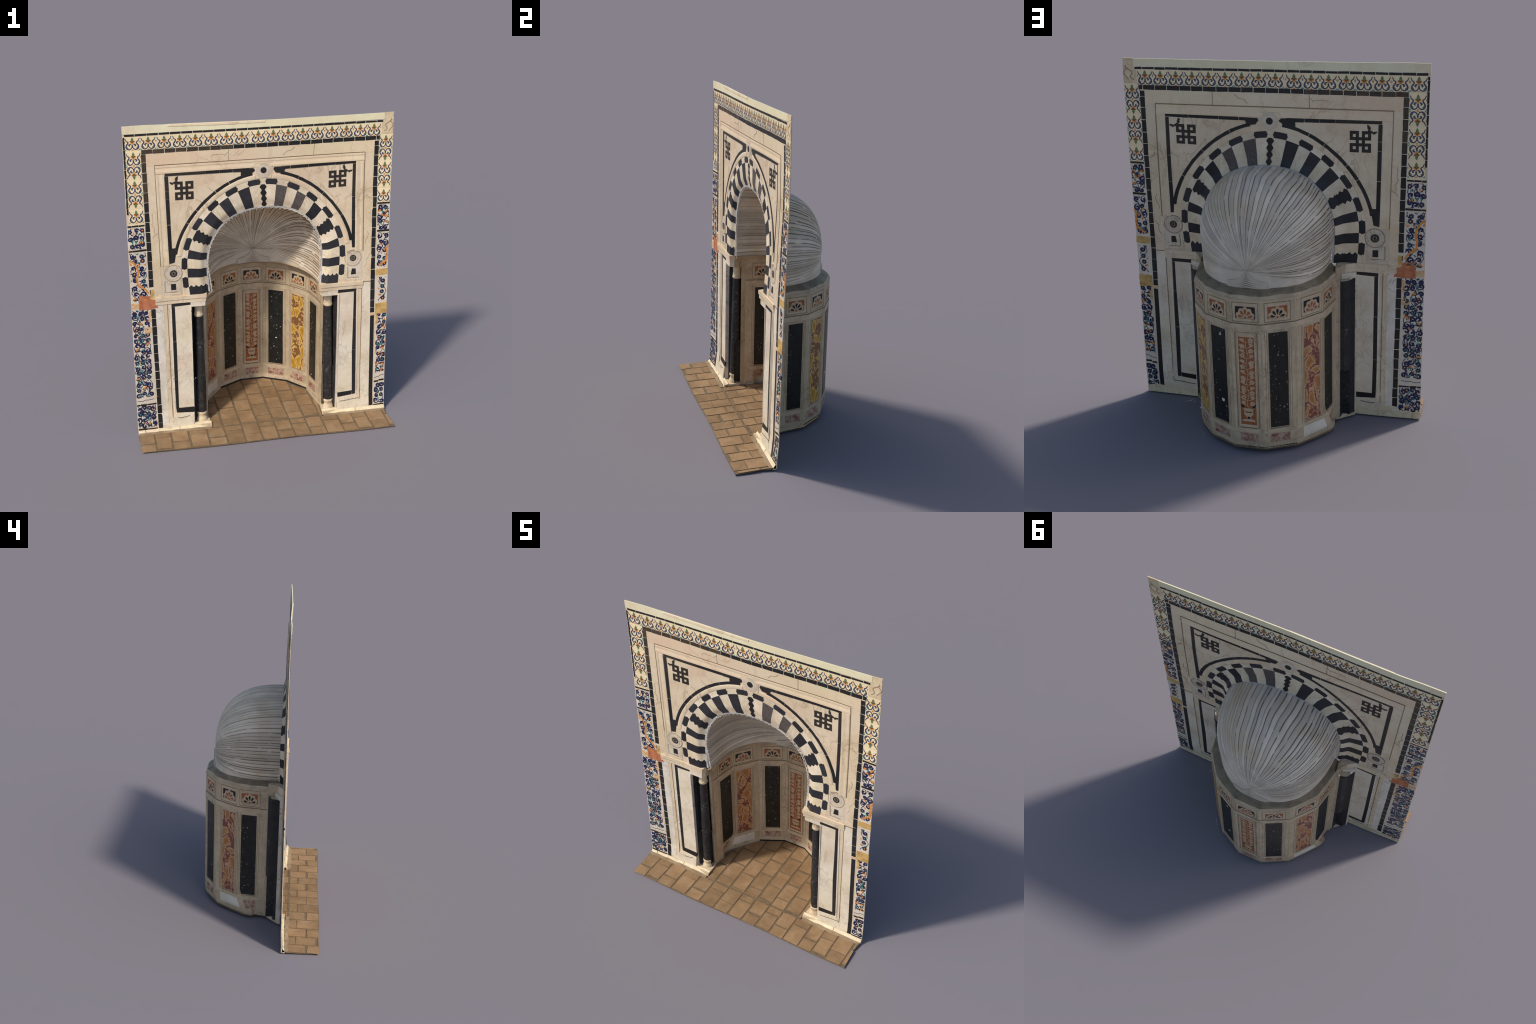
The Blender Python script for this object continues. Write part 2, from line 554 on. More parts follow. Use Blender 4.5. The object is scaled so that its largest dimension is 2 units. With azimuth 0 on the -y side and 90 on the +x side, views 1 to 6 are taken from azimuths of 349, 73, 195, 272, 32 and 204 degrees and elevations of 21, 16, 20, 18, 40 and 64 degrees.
# broad outer frame boards of marble
frame = group("outer_marble_frame")
piece("frame_board", [(-0.690, 1.756), (0.700, 1.760), (0.697, 1.838), (-0.686, 1.834)], 0.005, 0.004, M_MARBLE_TOP, frame)
piece("frame_board", [(-0.668, 0.925), (-0.622, 0.925), (-0.631, 1.755), (-0.690, 1.755)], 0.005, 0.004, M_MARBLE, frame)
piece("frame_board", [(0.645, 0.925), (0.702, 0.925), (0.699, 1.759), (0.636, 1.759)], 0.005, 0.004, M_MARBLE, frame)
piece("frame_board", [(-0.655, 0.055), (-0.612, 0.055), (-0.615, 0.920), (-0.668, 0.920)], 0.0045, 0.004, M_MARBLE_STREAK, frame)
piece("frame_board", [(0.645, 0.055), (0.714, 0.055), (0.703, 0.920), (0.645, 0.920)], 0.0045, 0.004, M_MARBLE_WHITE, frame)


def bar(name, a, b, prof, parent, mat, mapping=wall_map):
    """straight moulding between two points; prof = [(side, height)] with side to the left of a->b"""
    dx, dz = b[0] - a[0], b[1] - a[1]
    l = math.hypot(dx, dz)
    tx, tz, nx, nz = dx / l, dz / l, -dz / l, dx / l
    n = max(2, int(l / 0.09) + 1)
    v, f, m = [], [], len(prof)
    for i in range(n):
        for mirror in (-1, 1):
            for s, h in prof:
                s0 = s[0] if isinstance(s, tuple) else s
                t = i / (n - 1)
                # mitred ends: the profile is shortened at 45 degrees where asked
                ext = 0.0
                u, w = a[0] + dx * t + nx * s0 + tx * ext, a[1] + dz * t + nz * s0 + tz * ext
                v.append(mapping(u, w, mirror * h if mirror < 0 else h * 0.7))
    for i in range(n - 1):
        p, q = i * 2 * m, (i + 1) * 2 * m
        for k in range(m - 1):
            f += [[p + k, p + k + 1, q + k + 1, q + k], [p + m + k, q + m + k, q + m + k + 1, p + m + k + 1]]
        f += [[p, q, q + m, p + m], [p + m - 1, p + 2 * m - 1, q + 2 * m - 1, q + m - 1]]
    f += [list(range(m)) + list(range(2 * m - 1, m - 1, -1))]
    e = (n - 1) * 2 * m
    f += [[e + k for k in list(range(m)) + list(range(2 * m - 1, m - 1, -1))]]
    return make_object(name, v, f, mat, parent)


MOULD = [(0.000, 0.0035), (0.003, 0.0075), (0.014, 0.0078), (0.016, 0.0050), (0.024, 0.0052), (0.040, 0.0088), (0.050, 0.0085), (0.052, 0.0035)]
mould = group("frame_moulding")
# the frame runs up the left side, across the top and down the right side
bar("frame_moulding_length", (-0.612 - 0.008, 1.130), (-0.631, 1.700), [(-s, h) for s, h in MOULD], mould, M_MARBLE)
bar("frame_moulding_length", (-0.631, 1.756), (0.637, 1.760), [(-s, h) for s, h in MOULD], mould, M_MARBLE_TOP)
bar("frame_moulding_length", (0.643, 1.130), (0.636, 1.704), MOULD, mould, M_MARBLE)
# thin brown lines along the outside of the moulding
bj = Build()
bj.ribbon([(-0.634 + 0.1 * i, 1.7585 + 0.0003 * i) for i in range(0, 13)] + [(0.638, 1.7615)], 0.0035, 0.0082, M_LINE)
bj.ribbon([(lerp(-0.634, -0.622, i / 8), lerp(1.757, 1.13, i / 8)) for i in range(9)], 0.0025, 0.0070, M_LINE)
bj.ribbon([(lerp(0.638, 0.645, i / 8), lerp(1.760, 1.13, i / 8)) for i in range(9)], 0.0035, 0.0072, M_LINE)
bj.ribbon([(-0.665 + 0.0014 * i, 0.921 + 0.0002 * i) for i in range(40)], 0.003, 0.0062, M_LINE)
bj.ribbon([(0.645 + 0.0014 * i, 0.921) for i in range(42)], 0.003, 0.0062, M_LINE)
for pts in ([(-0.66, 1.47), (-0.655, 1.43), (-0.667, 1.40), (-0.648, 1.37), (-0.652, 1.34)], [(-0.66, 1.31), (-0.645, 1.335), (-0.628, 1.34)],
            [(0.66, 1.17), (0.672, 1.22), (0.668, 1.26)], [(0.655, 1.02), (0.672, 1.045), (0.69, 1.10)], [(0.66, 1.50), (0.675, 1.47), (0.69, 1.46)],
            [(-0.30, 1.80), (-0.22, 1.792), (-0.20, 1.815)], [(0.13, 1.775), (0.17, 1.80), (0.20, 1.822)]):
    bj.ribbon(crack(pts), 0.0014, 0.0058, M_LINE)
for x in (-0.20, 0.318):
    bj.ribbon([(x, 1.762), (x + 0.002, 1.832)], 0.0018, 0.0058, M_LINE)
bj.obj("joint_lines", frame, stuff=True)

# ------------------------------------------------------------------ cornice
cornice = group("cornice")
piece("cornice_board", [(-0.811, 1.951), (-0.5, 1.952), (-0.1, 1.953), (0.3, 1.953), (0.752, 1.959), (0.752, 1.9975), (0.5, 1.996), (0.1, 1.994),
                        (-0.3, 1.996), (-0.545, 1.998), (-0.575, 1.997), (-0.687, 2.0), (-0.812, 1.998)], 0.006, 0.003, M_CORNICE, cornice)
piece("cornice_break", [(0.753, 1.958), (0.806, 1.976), (0.810, 1.999), (0.753, 1.998)], 0.006, 0.004, M_PATCH_T, cornice)
piece("cornice_lip", [(-0.55, 1.986), (-0.3, 1.981), (0.02, 1.981), (0.02, 1.993), (-0.3, 1.9945), (-0.54, 1.9965)], 0.010, 0.002, M_MARBLE_TOP, cornice)

# ------------------------------------------------------------------ black trim tiles
trim = group("black_trim")


def trim_run(a, b, w, joints, mat, t=0.0052, gap=0.003, jit=0.0012, name="trim_tile"):
    """row of short tiles from a to b; joints = distances along the run"""
    dx, dz = b[0] - a[0], b[1] - a[1]
    l = math.hypot(dx, dz)
    tx, tz, nx, nz = dx / l, dz / l, -dz / l, dx / l
    stops = [0.0] + list(joints) + [l]
    for s0, s1 in zip(stops[:-1], stops[1:]):
        g0, g1 = s0 + gap / 2, s1 - gap / 2
        if g1 - g0 < 0.004:
            continue
        p = []
        for s, k in ((g0, -w / 2), (g1, -w / 2), (g1, w / 2), (g0, w / 2)):
            p.append((a[0] + tx * s + nx * k, a[1] + tz * s + nz * k))
        m = mat(0.5 * (s0 + s1)) if callable(mat) else mat
        piece(name, wobble(p, jit), t + RND.uniform(0, 0.0006), 0.0047, m, trim)


def steps(l, d, start=None, jit=0.004):
    s, out = (d if start is None else start), []
    while s < l - 0.02:
        out.append(s + RND.uniform(-jit, jit))
        s += d
    return out


# grout beds
b = Build()
b.prism(rect(-0.797, 1.9375, 0.75, 1.953), 0.004, 0.0037, M_GROUT, XCUTS, ZCUTS)
b.prism([(-0.712, 1.829), (0.735, 1.836), (0.735, 1.858), (-0.712, 1.857)], 0.0041, 0.0038, M_GROUT, XCUTS, ZCUTS)
b.prism([(-0.683, 0.02), (-0.650, 0.02), (-0.681, 1.83), (-0.712, 1.83)], 0.0042, 0.0039, M_GROUT, XCUTS, ZCUTS)
b.prism([(0.711, 0.03), (0.740, 0.03), (0.722, 1.84), (0.692, 1.84)], 0.0042, 0.0039, M_GROUT, XCUTS, ZCUTS)
b.obj("trim_grout", trim)
trim_run((-0.80, 1.9445), (0.745, 1.9475), 0.012, steps(1.545, 0.0655, 0.062), M_TRIM)
trim_run((-0.708, 1.8425), (0.728, 1.8465), 0.025, steps(1.43, 0.0672, 0.066), lambda s: M_TRIM_BROWN if s < 0.52 else M_TRIM)
trim_run((-0.6955, 1.829), (-0.6835, 1.0), 0.027, steps(0.829, 0.0605, 0.052), lambda s: M_TRIM_BROWN if s < 0.30 else M_TRIM)
trim_run((-0.6835, 0.985), (-0.681, 0.925), 0.022, [0.03], M_TRIM)
trim_run((-0.6785, 0.858), (-0.6655, 0.028), 0.027, steps(0.83, 0.0605, 0.06), M_TRIM)
trim_run((0.7085, 1.830), (0.712, 1.0), 0.026, steps(0.83, 0.0655, 0.03), M_TRIM)
trim_run((0.712, 1.0), (0.716, 0.702), 0.027, [0.067, 0.136, 0.21, 0.262], M_TRIM)
trim_run((0.7165, 0.684), (0.7255, 0.036), 0.026, [], M_TRIM)
# thin outermost strip, left edge
trim_run((-0.8035, 1.935), (-0.802, 1.47), 0.010, steps(0.465, 0.058, 0.02), M_TRIM)
# cross bands between the tile panels
for p, q in (((-0.808, 1.3965), (-0.706, 1.399)), ((-0.810, 1.241), (-0.700, 1.244)), ((-0.811, 0.2085), (-0.686, 0.207)), ((-0.808, 0.040), (-0.684, 0.034))):
    trim_run(p, q, 0.010, [0.025, 0.065], M_TRIM, gap=0.002)
for p, q in (((0.728, 1.4315), (0.809, 1.432)), ((0.731, 1.252), (0.810, 1.2535)), ((0.744, 0.205), (0.776, 0.208)), ((0.777, 0.213), (0.814, 0.216)), ((0.742, 0.036), (0.815, 0.038))):
    trim_run(p, q, 0.011, [], M_TRIM, gap=0.002)

# black bands of the spandrel frame
T2 = dict(t=0.0056, gap=0.0022, jit=0.0008, name="inlay_strip")
trim_run((-0.577, 1.699), (-0.075, 1.696), 0.020, [0.242, 0.325, 0.405], lambda s: M_KNOT if s < 0.24 else M_TRIM, **T2)
trim_run((0.120, 1.6945), (0.586, 1.703), 0.0165, [0.058, 0.168, 0.335], M_TRIM, **T2)
trim_run((-0.5675, 1.688), (-0.561, 1.225), 0.021, [0.09, 0.14, 0.30], lambda s: M_KNOT if s < 0.15 else M_TRIM, **T2)
trim_run((0.5775, 1.694), (0.580, 1.235), 0.022, [0.21, 0.36], lambda s: M_KNOT if s < 0.20 else M_TRIM, **T2)
piece("inlay_wedge", [(-0.572, 1.238), (-0.521, 1.238), (-0.537, 1.147), (-0.568, 1.140)], 0.0056, 0.0047, M_TRIM, trim)
piece("inlay_wedge", [(0.566, 1.240), (0.592, 1.233), (0.593, 1.155), (0.574, 1.155)], 0.0056, 0.0047, M_TRIM, trim)

piece("inlay_wedge", [(-0.125, 1.7055), (-0.050, 1.7035), (-0.036, 1.690), (-0.066, 1.668), (-0.125, 1.660)], 0.0060, 0.0052, M_TRIM, trim)
piece("inlay_wedge", [(0.078, 1.702), (0.150, 1.702), (0.135, 1.662), (0.088, 1.668), (0.072, 1.690)], 0.0060, 0.0052, M_TRIM, trim)
# arc of black stone concentric with the arch
arch = group("arch")


def arc_piece(name, r0, r1, d0, d1, tf, tb, mat, parent, step=3.0, wob=0.0, mapping=arch_map):
    n = max(1, int(round((d1 - d0) / step)))
    b = Build(mapping)
    outer = [(r1 + RND.uniform(-wob, wob), lerp(d0, d1, i / n)) for i in range(n + 1)]
    inner = [(r0 + RND.uniform(-wob, wob), lerp(d0, d1, i / n)) for i in range(n + 1)]
    v, f = [], []
    mi = b.mat(mat)
    for o, q in zip(outer, inner):
        v += [b.map(*q, -tf), b.map(*o, -tf), b.map(*o, tb), b.map(*q, tb)]
    for i in range(n):
        p, q = 4 * i, 4 * i + 4
        f += [[p, p + 1, q + 1, q], [p + 1, p + 2, q + 2, q + 1], [p + 2, p + 3, q + 3, q + 2], [p + 3, p, q, q + 3]]
    f += [[0, 3, 2, 1], [4 * n, 4 * n + 1, 4 * n + 2, 4 * n + 3]]
    return make_object(name, v, f, mat, parent)


for d0, d1 in ((8.5, 27), (27.3, 47), (47.3, 67), (67.3, 79.5)):
    arc_piece("inlay_strip", 0.5385, 0.557, d0, d1, 0.0058, 0.0049, M_TRIM, arch, wob=0.0012)
for d0, d1 in ((97.5, 113), (113.3, 123), (123.3, 140), (140.3, 150), (150.3, 172)):
    arc_piece("inlay_strip", 0.5345, 0.553, d0, d1, 0.0058, 0.0049, M_TRIM, arch, wob=0.0008)

# rounded marble ring between the black arc and the checkers
RINGPROF = [(0.5055, 0.003), (0.507, 0.0062), (0.515, 0.0082), (0.526, 0.0086), (0.533, 0.0065), (0.5345, 0.003)]


def ring_moulding(name, d0, d1, parent, mat):
    n = int((d1 - d0) / 2.5) + 1
    v, f, m = [], [], len(RINGPROF)
    for i in range(n + 1):
        d = lerp(d0, d1, i / n)
        v += [arch_map(r, d, -h) for r, h in RINGPROF] + [arch_map(r, d, h * 0.65) for r, h in RINGPROF]
    for i in range(n):
        p, q = i * 2 * m, (i + 1) * 2 * m
        for k in range(m - 1):
            f += [[p + k, p + k + 1, q + k + 1, q + k], [p + m + k, q + m + k, q + m + k + 1, p + m + k + 1]]
        f += [[p, q, q + m, p + m], [p + m - 1, p + 2 * m - 1, q + 2 * m - 1, q + m - 1]]
    loop = list(range(m)) + list(range(2 * m - 1, m - 1, -1))
    f += [loop, [n * 2 * m + k for k in loop]]
    return make_object(name, v, f, mat, parent)


for d0, d1 in ((7, 30), (30.2, 58), (58.2, 84), (96, 124), (124.2, 152), (152.2, 173)):
    ring_moulding("arch_ring_moulding", d0, d1, arch, M_MARBLE)

# ------------------------------------------------------------------ voussoirs and checker blocks
LEFT = [202.5, 196.5, 189.3, 182.5, 174.8, 168.1, 159.7, 152.1, 143.5, 134.4, 126.5, 118.2, 109.9, 101.2, 93.2]
RIGHT = [88.6, 81.1, 72.5, 64.0, 56.0, 47.6, 38.9, 29.8, 21.2, 12.2, 5.6, -2.4, -9.0, -16.3, -22.5]


def zig(rho, deg, amp, n, phase=0.0):
    s = (rho - RHO_JOINT) / (RHO_VOUSS - RHO_JOINT) * n + phase
    return deg + amp * (2 * abs((s % 1.0) - 0.5) - 0.5)


def voussoir(d0, d1, mat, tf, tb, jag0=0.0, jag1=0.0, n=4, slant=0.0, name="voussoir"):
    rows = 9 if not (jag0 or jag1) else 25
    cols = max(1, int((d1 - d0) / 3))
    v, f = [], []
    for i in range(rows + 1):
        rho = lerp(RHO_JOINT, RHO_VOUSS, i / rows)
        a, c = zig(rho, d0, jag0, n) if jag0 else d0, zig(rho, d1, jag1, n, 0.5) if jag1 else d1
        row = [lerp(a, c, k / cols) for k in range(cols + 1)]
        v += [arch_map(rho, d, -tf) for d in row] + [arch_map(rho, d, tb) for d in row]
    w = cols + 1
    for i in range(rows):
        p, q = i * 2 * w, (i + 1) * 2 * w
        for k in range(cols):
            f += [[p + k, p + k + 1, q + k + 1, q + k], [p + w + k, q + w + k, q + w + k + 1, p + w + k + 1]]
        f += [[p, q, q + w, p + w], [p + cols, p + w + cols, q + w + cols, q + cols]]
    for base in (0, rows * 2 * w):
        f += [[base + k, base + k + 1, base + w + k + 1, base + w + k] for k in range(cols)]
    return make_object(name, v, f, mat, arch, smooth_shade=True)


def checker(d0, d1, dark):
    if dark:
        # block with stepped, notched ends
        r0, r1 = 0.4708, 0.5042
        e = 0.62
        b = Build(arch_map)
        prof = [(0.0, 0.0), (0.14, 0.0), (0.18, -0.3), (0.32, -0.35), (0.38, -1.0), (0.62, -1.0), (0.68, -0.35), (0.82, -0.3), (0.86, 0.0), (1.0, 0.0)]
        left = [(lerp(r0, r1, s), d0 + o * e) for s, o in prof]
        right = [(lerp(r0, r1, s), d1 - o * e) for s, o in prof]
        poly = left + right[::-1]
        mid = [lerp(d0, d1, k / 4) for k in (1, 2, 3)]
        b.prism(poly, 0.0057, 0.005, M_VOUSS_B, (), mid)
        return b.obj("checker_block", arch)
    return arc_piece("checker_block", 0.4705, 0.5045, d0 + 0.06, d1 - 0.06, 0.0046, 0.0041, M_VOUSS_W, arch)


jag_l = {0: (0.0, 1.6), 6: (3.2, 2.6)}
jag_r = {7: (2.0, 2.8), 13: (2.2, 0.0)}
for side, angs in (("l", LEFT), ("r", RIGHT)):
    for i in range(len(angs) - 1):
        d0, d1 = sorted((angs[i], angs[i + 1]))
        dark = (i % 2 == 0) if side == "l" else (i % 2 == 1)
        if side == "l":
            j = {0: (1.9, 0.0), 6: (1.9, 1.9)}.get(i, (0, 0))
        else:
            j = {7: (1.8, 1.8), 13: (0.0, 2.2)}.get(i, (0, 0))
        if dark:
            mat = M_VOUSS_G if side == "r" and i in (1, 3) else M_VOUSS_B
            voussoir(d0 - (0.4 if j[0] else 0), d1 + (0.4 if j[1] else 0), mat, 0.0054, 0.0048, j[0], j[1])
        else:
            voussoir(d0, d1, M_VOUSS_W, 0.0043, 0.0040)
        checker(d0, d1, not dark)
voussoir(88.6, 93.2, M_VOUSS_W, 0.0042, 0.0040)
voussoir(89.0, 92.8, M_TRIM, 0.0055, 0.005, 1.7, 1.7, 4, name="zigzag_keystone")
checker(88.6, 93.2, False)
# rough plaster lip where arch and dome meet
v, f = [], []
N = 150
for i in range(N + 1):
    d = lerp(-22.4, 202.4, i / N)
    for r, o in ((0.365, -0.008), (0.357 + RND.uniform(-0.003, 0.002), -0.005 + RND.uniform(-0.002, 0.002)), (0.355 + RND.uniform(-0.002, 0.002), 0.006), (0.349, 0.013)):
        v.append(arch_map(r, d, o))
for i in range(N):
    p, q = 4 * i, 4 * i + 4
    f += [[p + k, p + (k + 1) % 4, q + (k + 1) % 4, q + k] for k in range(4)]
f += [[0, 1, 2, 3], [4 * N + k for k in (3, 2, 1, 0)]]
make_object("arch_plaster_lip", v, f, M_STUCCO, arch)

# ------------------------------------------------------------------ spandrels
span = group("spandrel")
# knot: seven by seven grid of bars, four corner loops tied to a central one
CELLS = set()
for cx, cy in ((0, 0), (4, 0), (2, 2), (0, 4), (4, 4)):
    for i in range(3):
        for j in range(3):
            if (i, j) != (1, 1):
                CELLS.add((cx + i, cy + j))


def knot(x0, z0, x1, z1, tilt):
    b = Build()
    us, vs = (x1 - x0) / 7, (z1 - z0) / 7
    v, f, key = [], [], {}

    def vid(i, j, s):
        if (i, j, s) not in key:
            key[(i, j, s)] = len(v)
            x, z = x0 + i * us, z1 - j * vs
            v.append(wall_map(x, z + tilt * (x - x0), -0.0054 if s == 0 else 0.0048))
        return key[(i, j, s)]

    for i, j in sorted(CELLS):
        for s in (0, 1):
            f.append([vid(i, j, s), vid(i + 1, j, s), vid(i + 1, j + 1, s), vid(i, j + 1, s)])
        for (di, dj), (p, q) in (((-1, 0), ((i, j), (i, j + 1))), ((1, 0), ((i + 1, j), (i + 1, j + 1))), ((0, -1), ((i, j), (i + 1, j))), ((0, 1), ((i, j + 1), (i + 1, j + 1)))):
            if (i + di, j + dj) not in CELLS:
                f.append([vid(*p, 0), vid(*q, 0), vid(*q, 1), vid(*p, 1)])
    make_object("knot_inlay", v, f, M_KNOT, span)


knot(-0.520, 1.539, -0.410, 1.651, 0.0)
knot(0.417, 1.549, 0.527, 1.655, 0.02)


def tail(pts, w):
    b = Build()
    n = len(pts)
    b.ribbon(pts, lambda s: w * (1 + 0.45 * math.sin(s * 14)), 0.0049, M_KNOT)
    b.obj("knot_inlay", span)


tail([(-0.513 + 0.001 * i + 0.003 * math.sin(i * 1.3), 1.648 + 0.0042 * i) for i in range(9)], 0.013)
tail([(-0.518 - 0.0037 * i, 1.644 + 0.003 * math.sin(i * 1.2)) for i in range(9)], 0.011)
tail([(0.520 - 0.0015 * i + 0.003 * math.sin(i * 1.3), 1.650 + 0.0045 * i) for i in range(9)], 0.013)
tail([(0.525 + 0.0045 * i, 1.648 + 0.003 * math.sin(i * 1.2)) for i in range(9)], 0.011)


def disc_boss(name, cx, cz, rings, parent):
    for r, tf, mat in rings:
        b = Build()
        b.blob(disc(cx, cz, r, 40), tf, mat)
        b.obj(name, parent)


# boss over the crown
disc_boss("crown_boss", 0.012, 1.688, ((0.047, 0.0082, M_MARBLE_GREY), (0.032, 0.0090, M_MARBLE_GREY), (0.0185, 0.0108, M_TRIM)), span)  # middle ring greyed for the soft shading around the dark disc
piece("boss_neck", [(-0.035, 1.640), (0.060, 1.640), (0.068, 1.735), (-0.044, 1.735)], 0.0062, 0.0045, M_MARBLE, span)


# rosettes with a square block below, in a stepped marble frame
def rosette(cx, cz, rr, frame_rect, sq, side):
    x0, z0, x1, z1 = frame_rect
    piece("rosette_panel", [(x0, z0), (x1, z0), (x1, z1), (x0, z1)], 0.0048, 0.0043, M_MARBLE_GREY, span)
    b = Build()
    b.ribbon([(x0 + 0.012, z1), (x0 + 0.012, z0 + 0.014), (x1 - 0.006, z0 + 0.014)], 0.006, 0.0066, M_MARBLE)
    b.ribbon([(x0 + 0.022, z0 + 0.10), (x0 + 0.022, z0 + 0.026), (x1 - 0.03, z0 + 0.026)], 0.003, 0.0058, M_LINE)
    b.obj("rosette_frame", span)
    b = Build()
    b.ribbon(disc(cx, cz, 0.0315, 40), 0.006, 0.0070, M_MARBLE_GREY, closed=True)
    b.ribbon(disc(cx, cz, 0.0530, 40), 0.0022, 0.0060, M_LINE, closed=True)
    b.ribbon(disc(cx, cz, 0.0470, 40), 0.006, 0.0066, M_MARBLE_GREY, closed=True)
    b.ribbon(disc(cx, cz, rr + 0.0015, 40), 0.002, 0.0074, M_LINE, closed=True)
    b.obj("rosette_ring", span)
    b = Build()
    b.blob(disc(cx, cz, rr, 32), 0.0078, M_TRIM)
    for k in range(8):
        a = k * pi / 4
        p = [(cx + rr * (0.30 + 0.45 * s) * math.cos(a) - rr * 0.06 * math.sin(pi * s) * math.sin(a) * e, cz + rr * (0.30 + 0.45 * s) * math.sin(a) + rr * 0.06 * math.sin(pi * s) * math.cos(a) * e)
             for e, ss in ((1, (0, .3, .6, 1)), (-1, (.7, .35))) for s in ss]
        b.blob(p, 0.0083, M_MARBLE_GREY)
    b.obj("rosette_disc", span)
    piece("square_inlay", wobble(sq, 0.001), 0.0066, 0.0052, M_TRIM, span)


rosette(-0.546, 1.076, 0.021, (-0.622, 0.930, -0.497, 1.128), [(-0.565, 0.971), (-0.533, 0.970), (-0.534, 1.008), (-0.565, 1.009)], -1)
rosette(0.581, 1.085, 0.019, (0.527, 0.930, 0.644, 1.135), [(0.568, 0.978), (0.600, 0.978), (0.600, 1.014), (0.574, 1.016)], 1)

# ------------------------------------------------------------------ imposts, pilasters
impost = group("impost")


def box_prof(name, plan, z0, z1, mat, parent, bevel=0.0):
    """vertical prism over a plan polygon"""
    n = len(plan)
    v = [(x, y, z0) for x, y in plan] + [(x, y, z1) for x, y in plan]
    f = [list(range(n)), list(range(2 * n - 1, n - 1, -1))] + [[i, (i + 1) % n, n + (i + 1) % n, n + i] for i in range(n)]
    return make_object(name, v, f, mat, parent)


def on(x, z, d):
    return (x, yw(x, z) + d)


# abacus: two fillets running to the frame and turning into the niche
for z0, z1, d, w in ((0.905, 0.928, 0.0105, 0.0), (0.881, 0.9045, 0.0065, 0.004)):
    box_prof("impost_fillet", [on(-0.664, .9, -d), on(-0.55, .9, -d), on(-0.44, .9, -d - .001), on(-0.350 - w, .9, -d - .001), (-0.341 - w, -0.098), (-0.346 - w, -0.060), on(-0.44, .9, 0.006), on(-0.55, .9, 0.005), on(-0.664, .9, 0.0045)], z0, z1, M_MARBLE, impost)
    box_prof("impost_fillet", [on(0.646, .9, -d), on(0.56, .9, -d), on(0.45, .9, -d - .001), on(0.372 + w, .9, -d - .008), (0.366 + w, -0.112), (0.386 + w, -0.070), on(0.47, .9, 0.006), on(0.55, .9, 0.005), on(0.646, .9, 0.0045)], z0, z1, M_MARBLE, impost)
box_prof("impost_block", [on(-0.449, .86, -0.007), on(-0.358, .86, -0.006), (-0.350, -0.105), (-0.352, -0.060), (-0.446, -0.105)], 0.850, 0.8805, M_MARBLE_WHITE, impost)
box_prof("impost_block", [on(0.487, .86, -0.005), on(0.386, .86, -0.007), (0.379, -0.108), (0.396, -0.068), (0.486, -0.112)], 0.846, 0.8805, M_MARBLE_WHITE, impost)

pil = group("pilaster")


def pilaster(side):
    if side < 0:
        X = lambda a: a
        inner, bandL, bandR = -0.446, -0.566, -0.5445
        panel = [(-0.5435, 0.156), (-0.448, 0.156), (-0.4455, 0.40), (-0.447, 0.66), (-0.448, 0.853), (-0.4475, 0.862), (-0.545, 0.858), (-0.543, 0.60)]
        top = [(-0.5665, 0.857), (-0.545, 0.859), (-0.4495, 0.863), (-0.4495, 0.881), (-0.5665, 0.877)]
        sidep = [[(-0.5605, 0.150), (-0.5395, 0.150), (-0.5425, 0.36), (-0.565, 0.36)], [(-0.5655, 0.362), (-0.5425, 0.362), (-0.544, 0.62), (-0.567, 0.62)], [(-0.567, 0.622), (-0.544, 0.622), (-0.546, 0.856), (-0.566, 0.856)]]
        bottom = [(-0.558, 0.124), (-0.448, 0.117), (-0.441, 0.128), (-0.441, 0.152), (-0.54, 0.152), (-0.56, 0.149)]
        mlines = [(-0.571, 0.92, -0.569, 0.125), (-0.592, 0.92, -0.585, 0.09)]
        plinth = [(-0.650, 0.030), (-0.450, 0.024), (-0.447, 0.116), (-0.556, 0.122), (-0.59, 0.09), (-0.61, 0.056), (-0.652, 0.056)]
        dark = [(-0.556, 0.090), (-0.54, 0.087), (-0.50, 0.090), (-0.475, 0.096)]
    else:
        panel = [(0.5005, 0.152), (0.5955, 0.158), (0.5885, 0.45), (0.5905, 0.678), (0.5905, 0.860), (0.4875, 0.858), (0.490, 0.66), (0.496, 0.40)]
        top = [(0.4855, 0.859), (0.590, 0.861), (0.606, 0.861), (0.606, 0.8845), (0.4855, 0.879)]
        sidep = [[(0.5975, 0.130), (0.6185, 0.133), (0.6135, 0.45), (0.5895, 0.45)], [(0.590, 0.452), (0.6135, 0.452), (0.6095, 0.677), (0.5925, 0.677)], [(0.5925, 0.679), (0.6095, 0.679), (0.6065, 0.860), (0.592, 0.860)]]
        bottom = [(0.499, 0.120), (0.594, 0.130), (0.5965, 0.157), (0.4985, 0.150)]
        mlines = [(0.613, 0.92, 0.624, 0.125), (0.643, 0.92, 0.648, 0.09)]
        plinth = [(0.499, 0.026), (0.712, 0.036), (0.712, 0.055), (0.66, 0.055), (0.64, 0.10), (0.62, 0.128), (0.498, 0.118)]
        dark = [(0.512, 0.088), (0.55, 0.090), (0.60, 0.097), (0.642, 0.100)]
    piece("pilaster_panel", panel, 0.0075, 0.0045, M_MARBLE_WHITE, pil)
    piece("inlay_strip", top, 0.0058, 0.0052, M_TRIM, pil)
    for s in sidep:
        piece("inlay_strip", wobble(s, 0.0006), 0.0058, 0.0050, M_TRIM, pil)
    piece("inlay_strip", bottom, 0.0078, 0.0050, M_TRIM, pil)
    piece("pilaster_foot", plinth, 0.0070, 0.0044, M_MARBLE_WHITE, pil)
    b = Build()
    for i, (xa, za, xb, zb) in enumerate(mlines):
        b.ribbon([(lerp(xa, xb, k / 8), lerp(za, zb, k / 8)) for k in range(9)], 0.009 if i == 0 else 0.003, 0.0074 if i == 0 else 0.0060, M_MARBLE_STREAK if i == 0 else M_LINE)
    b.ribbon(dark, 0.0045, 0.0078, M_LINE)
    b.obj("pilaster_moulding", pil)


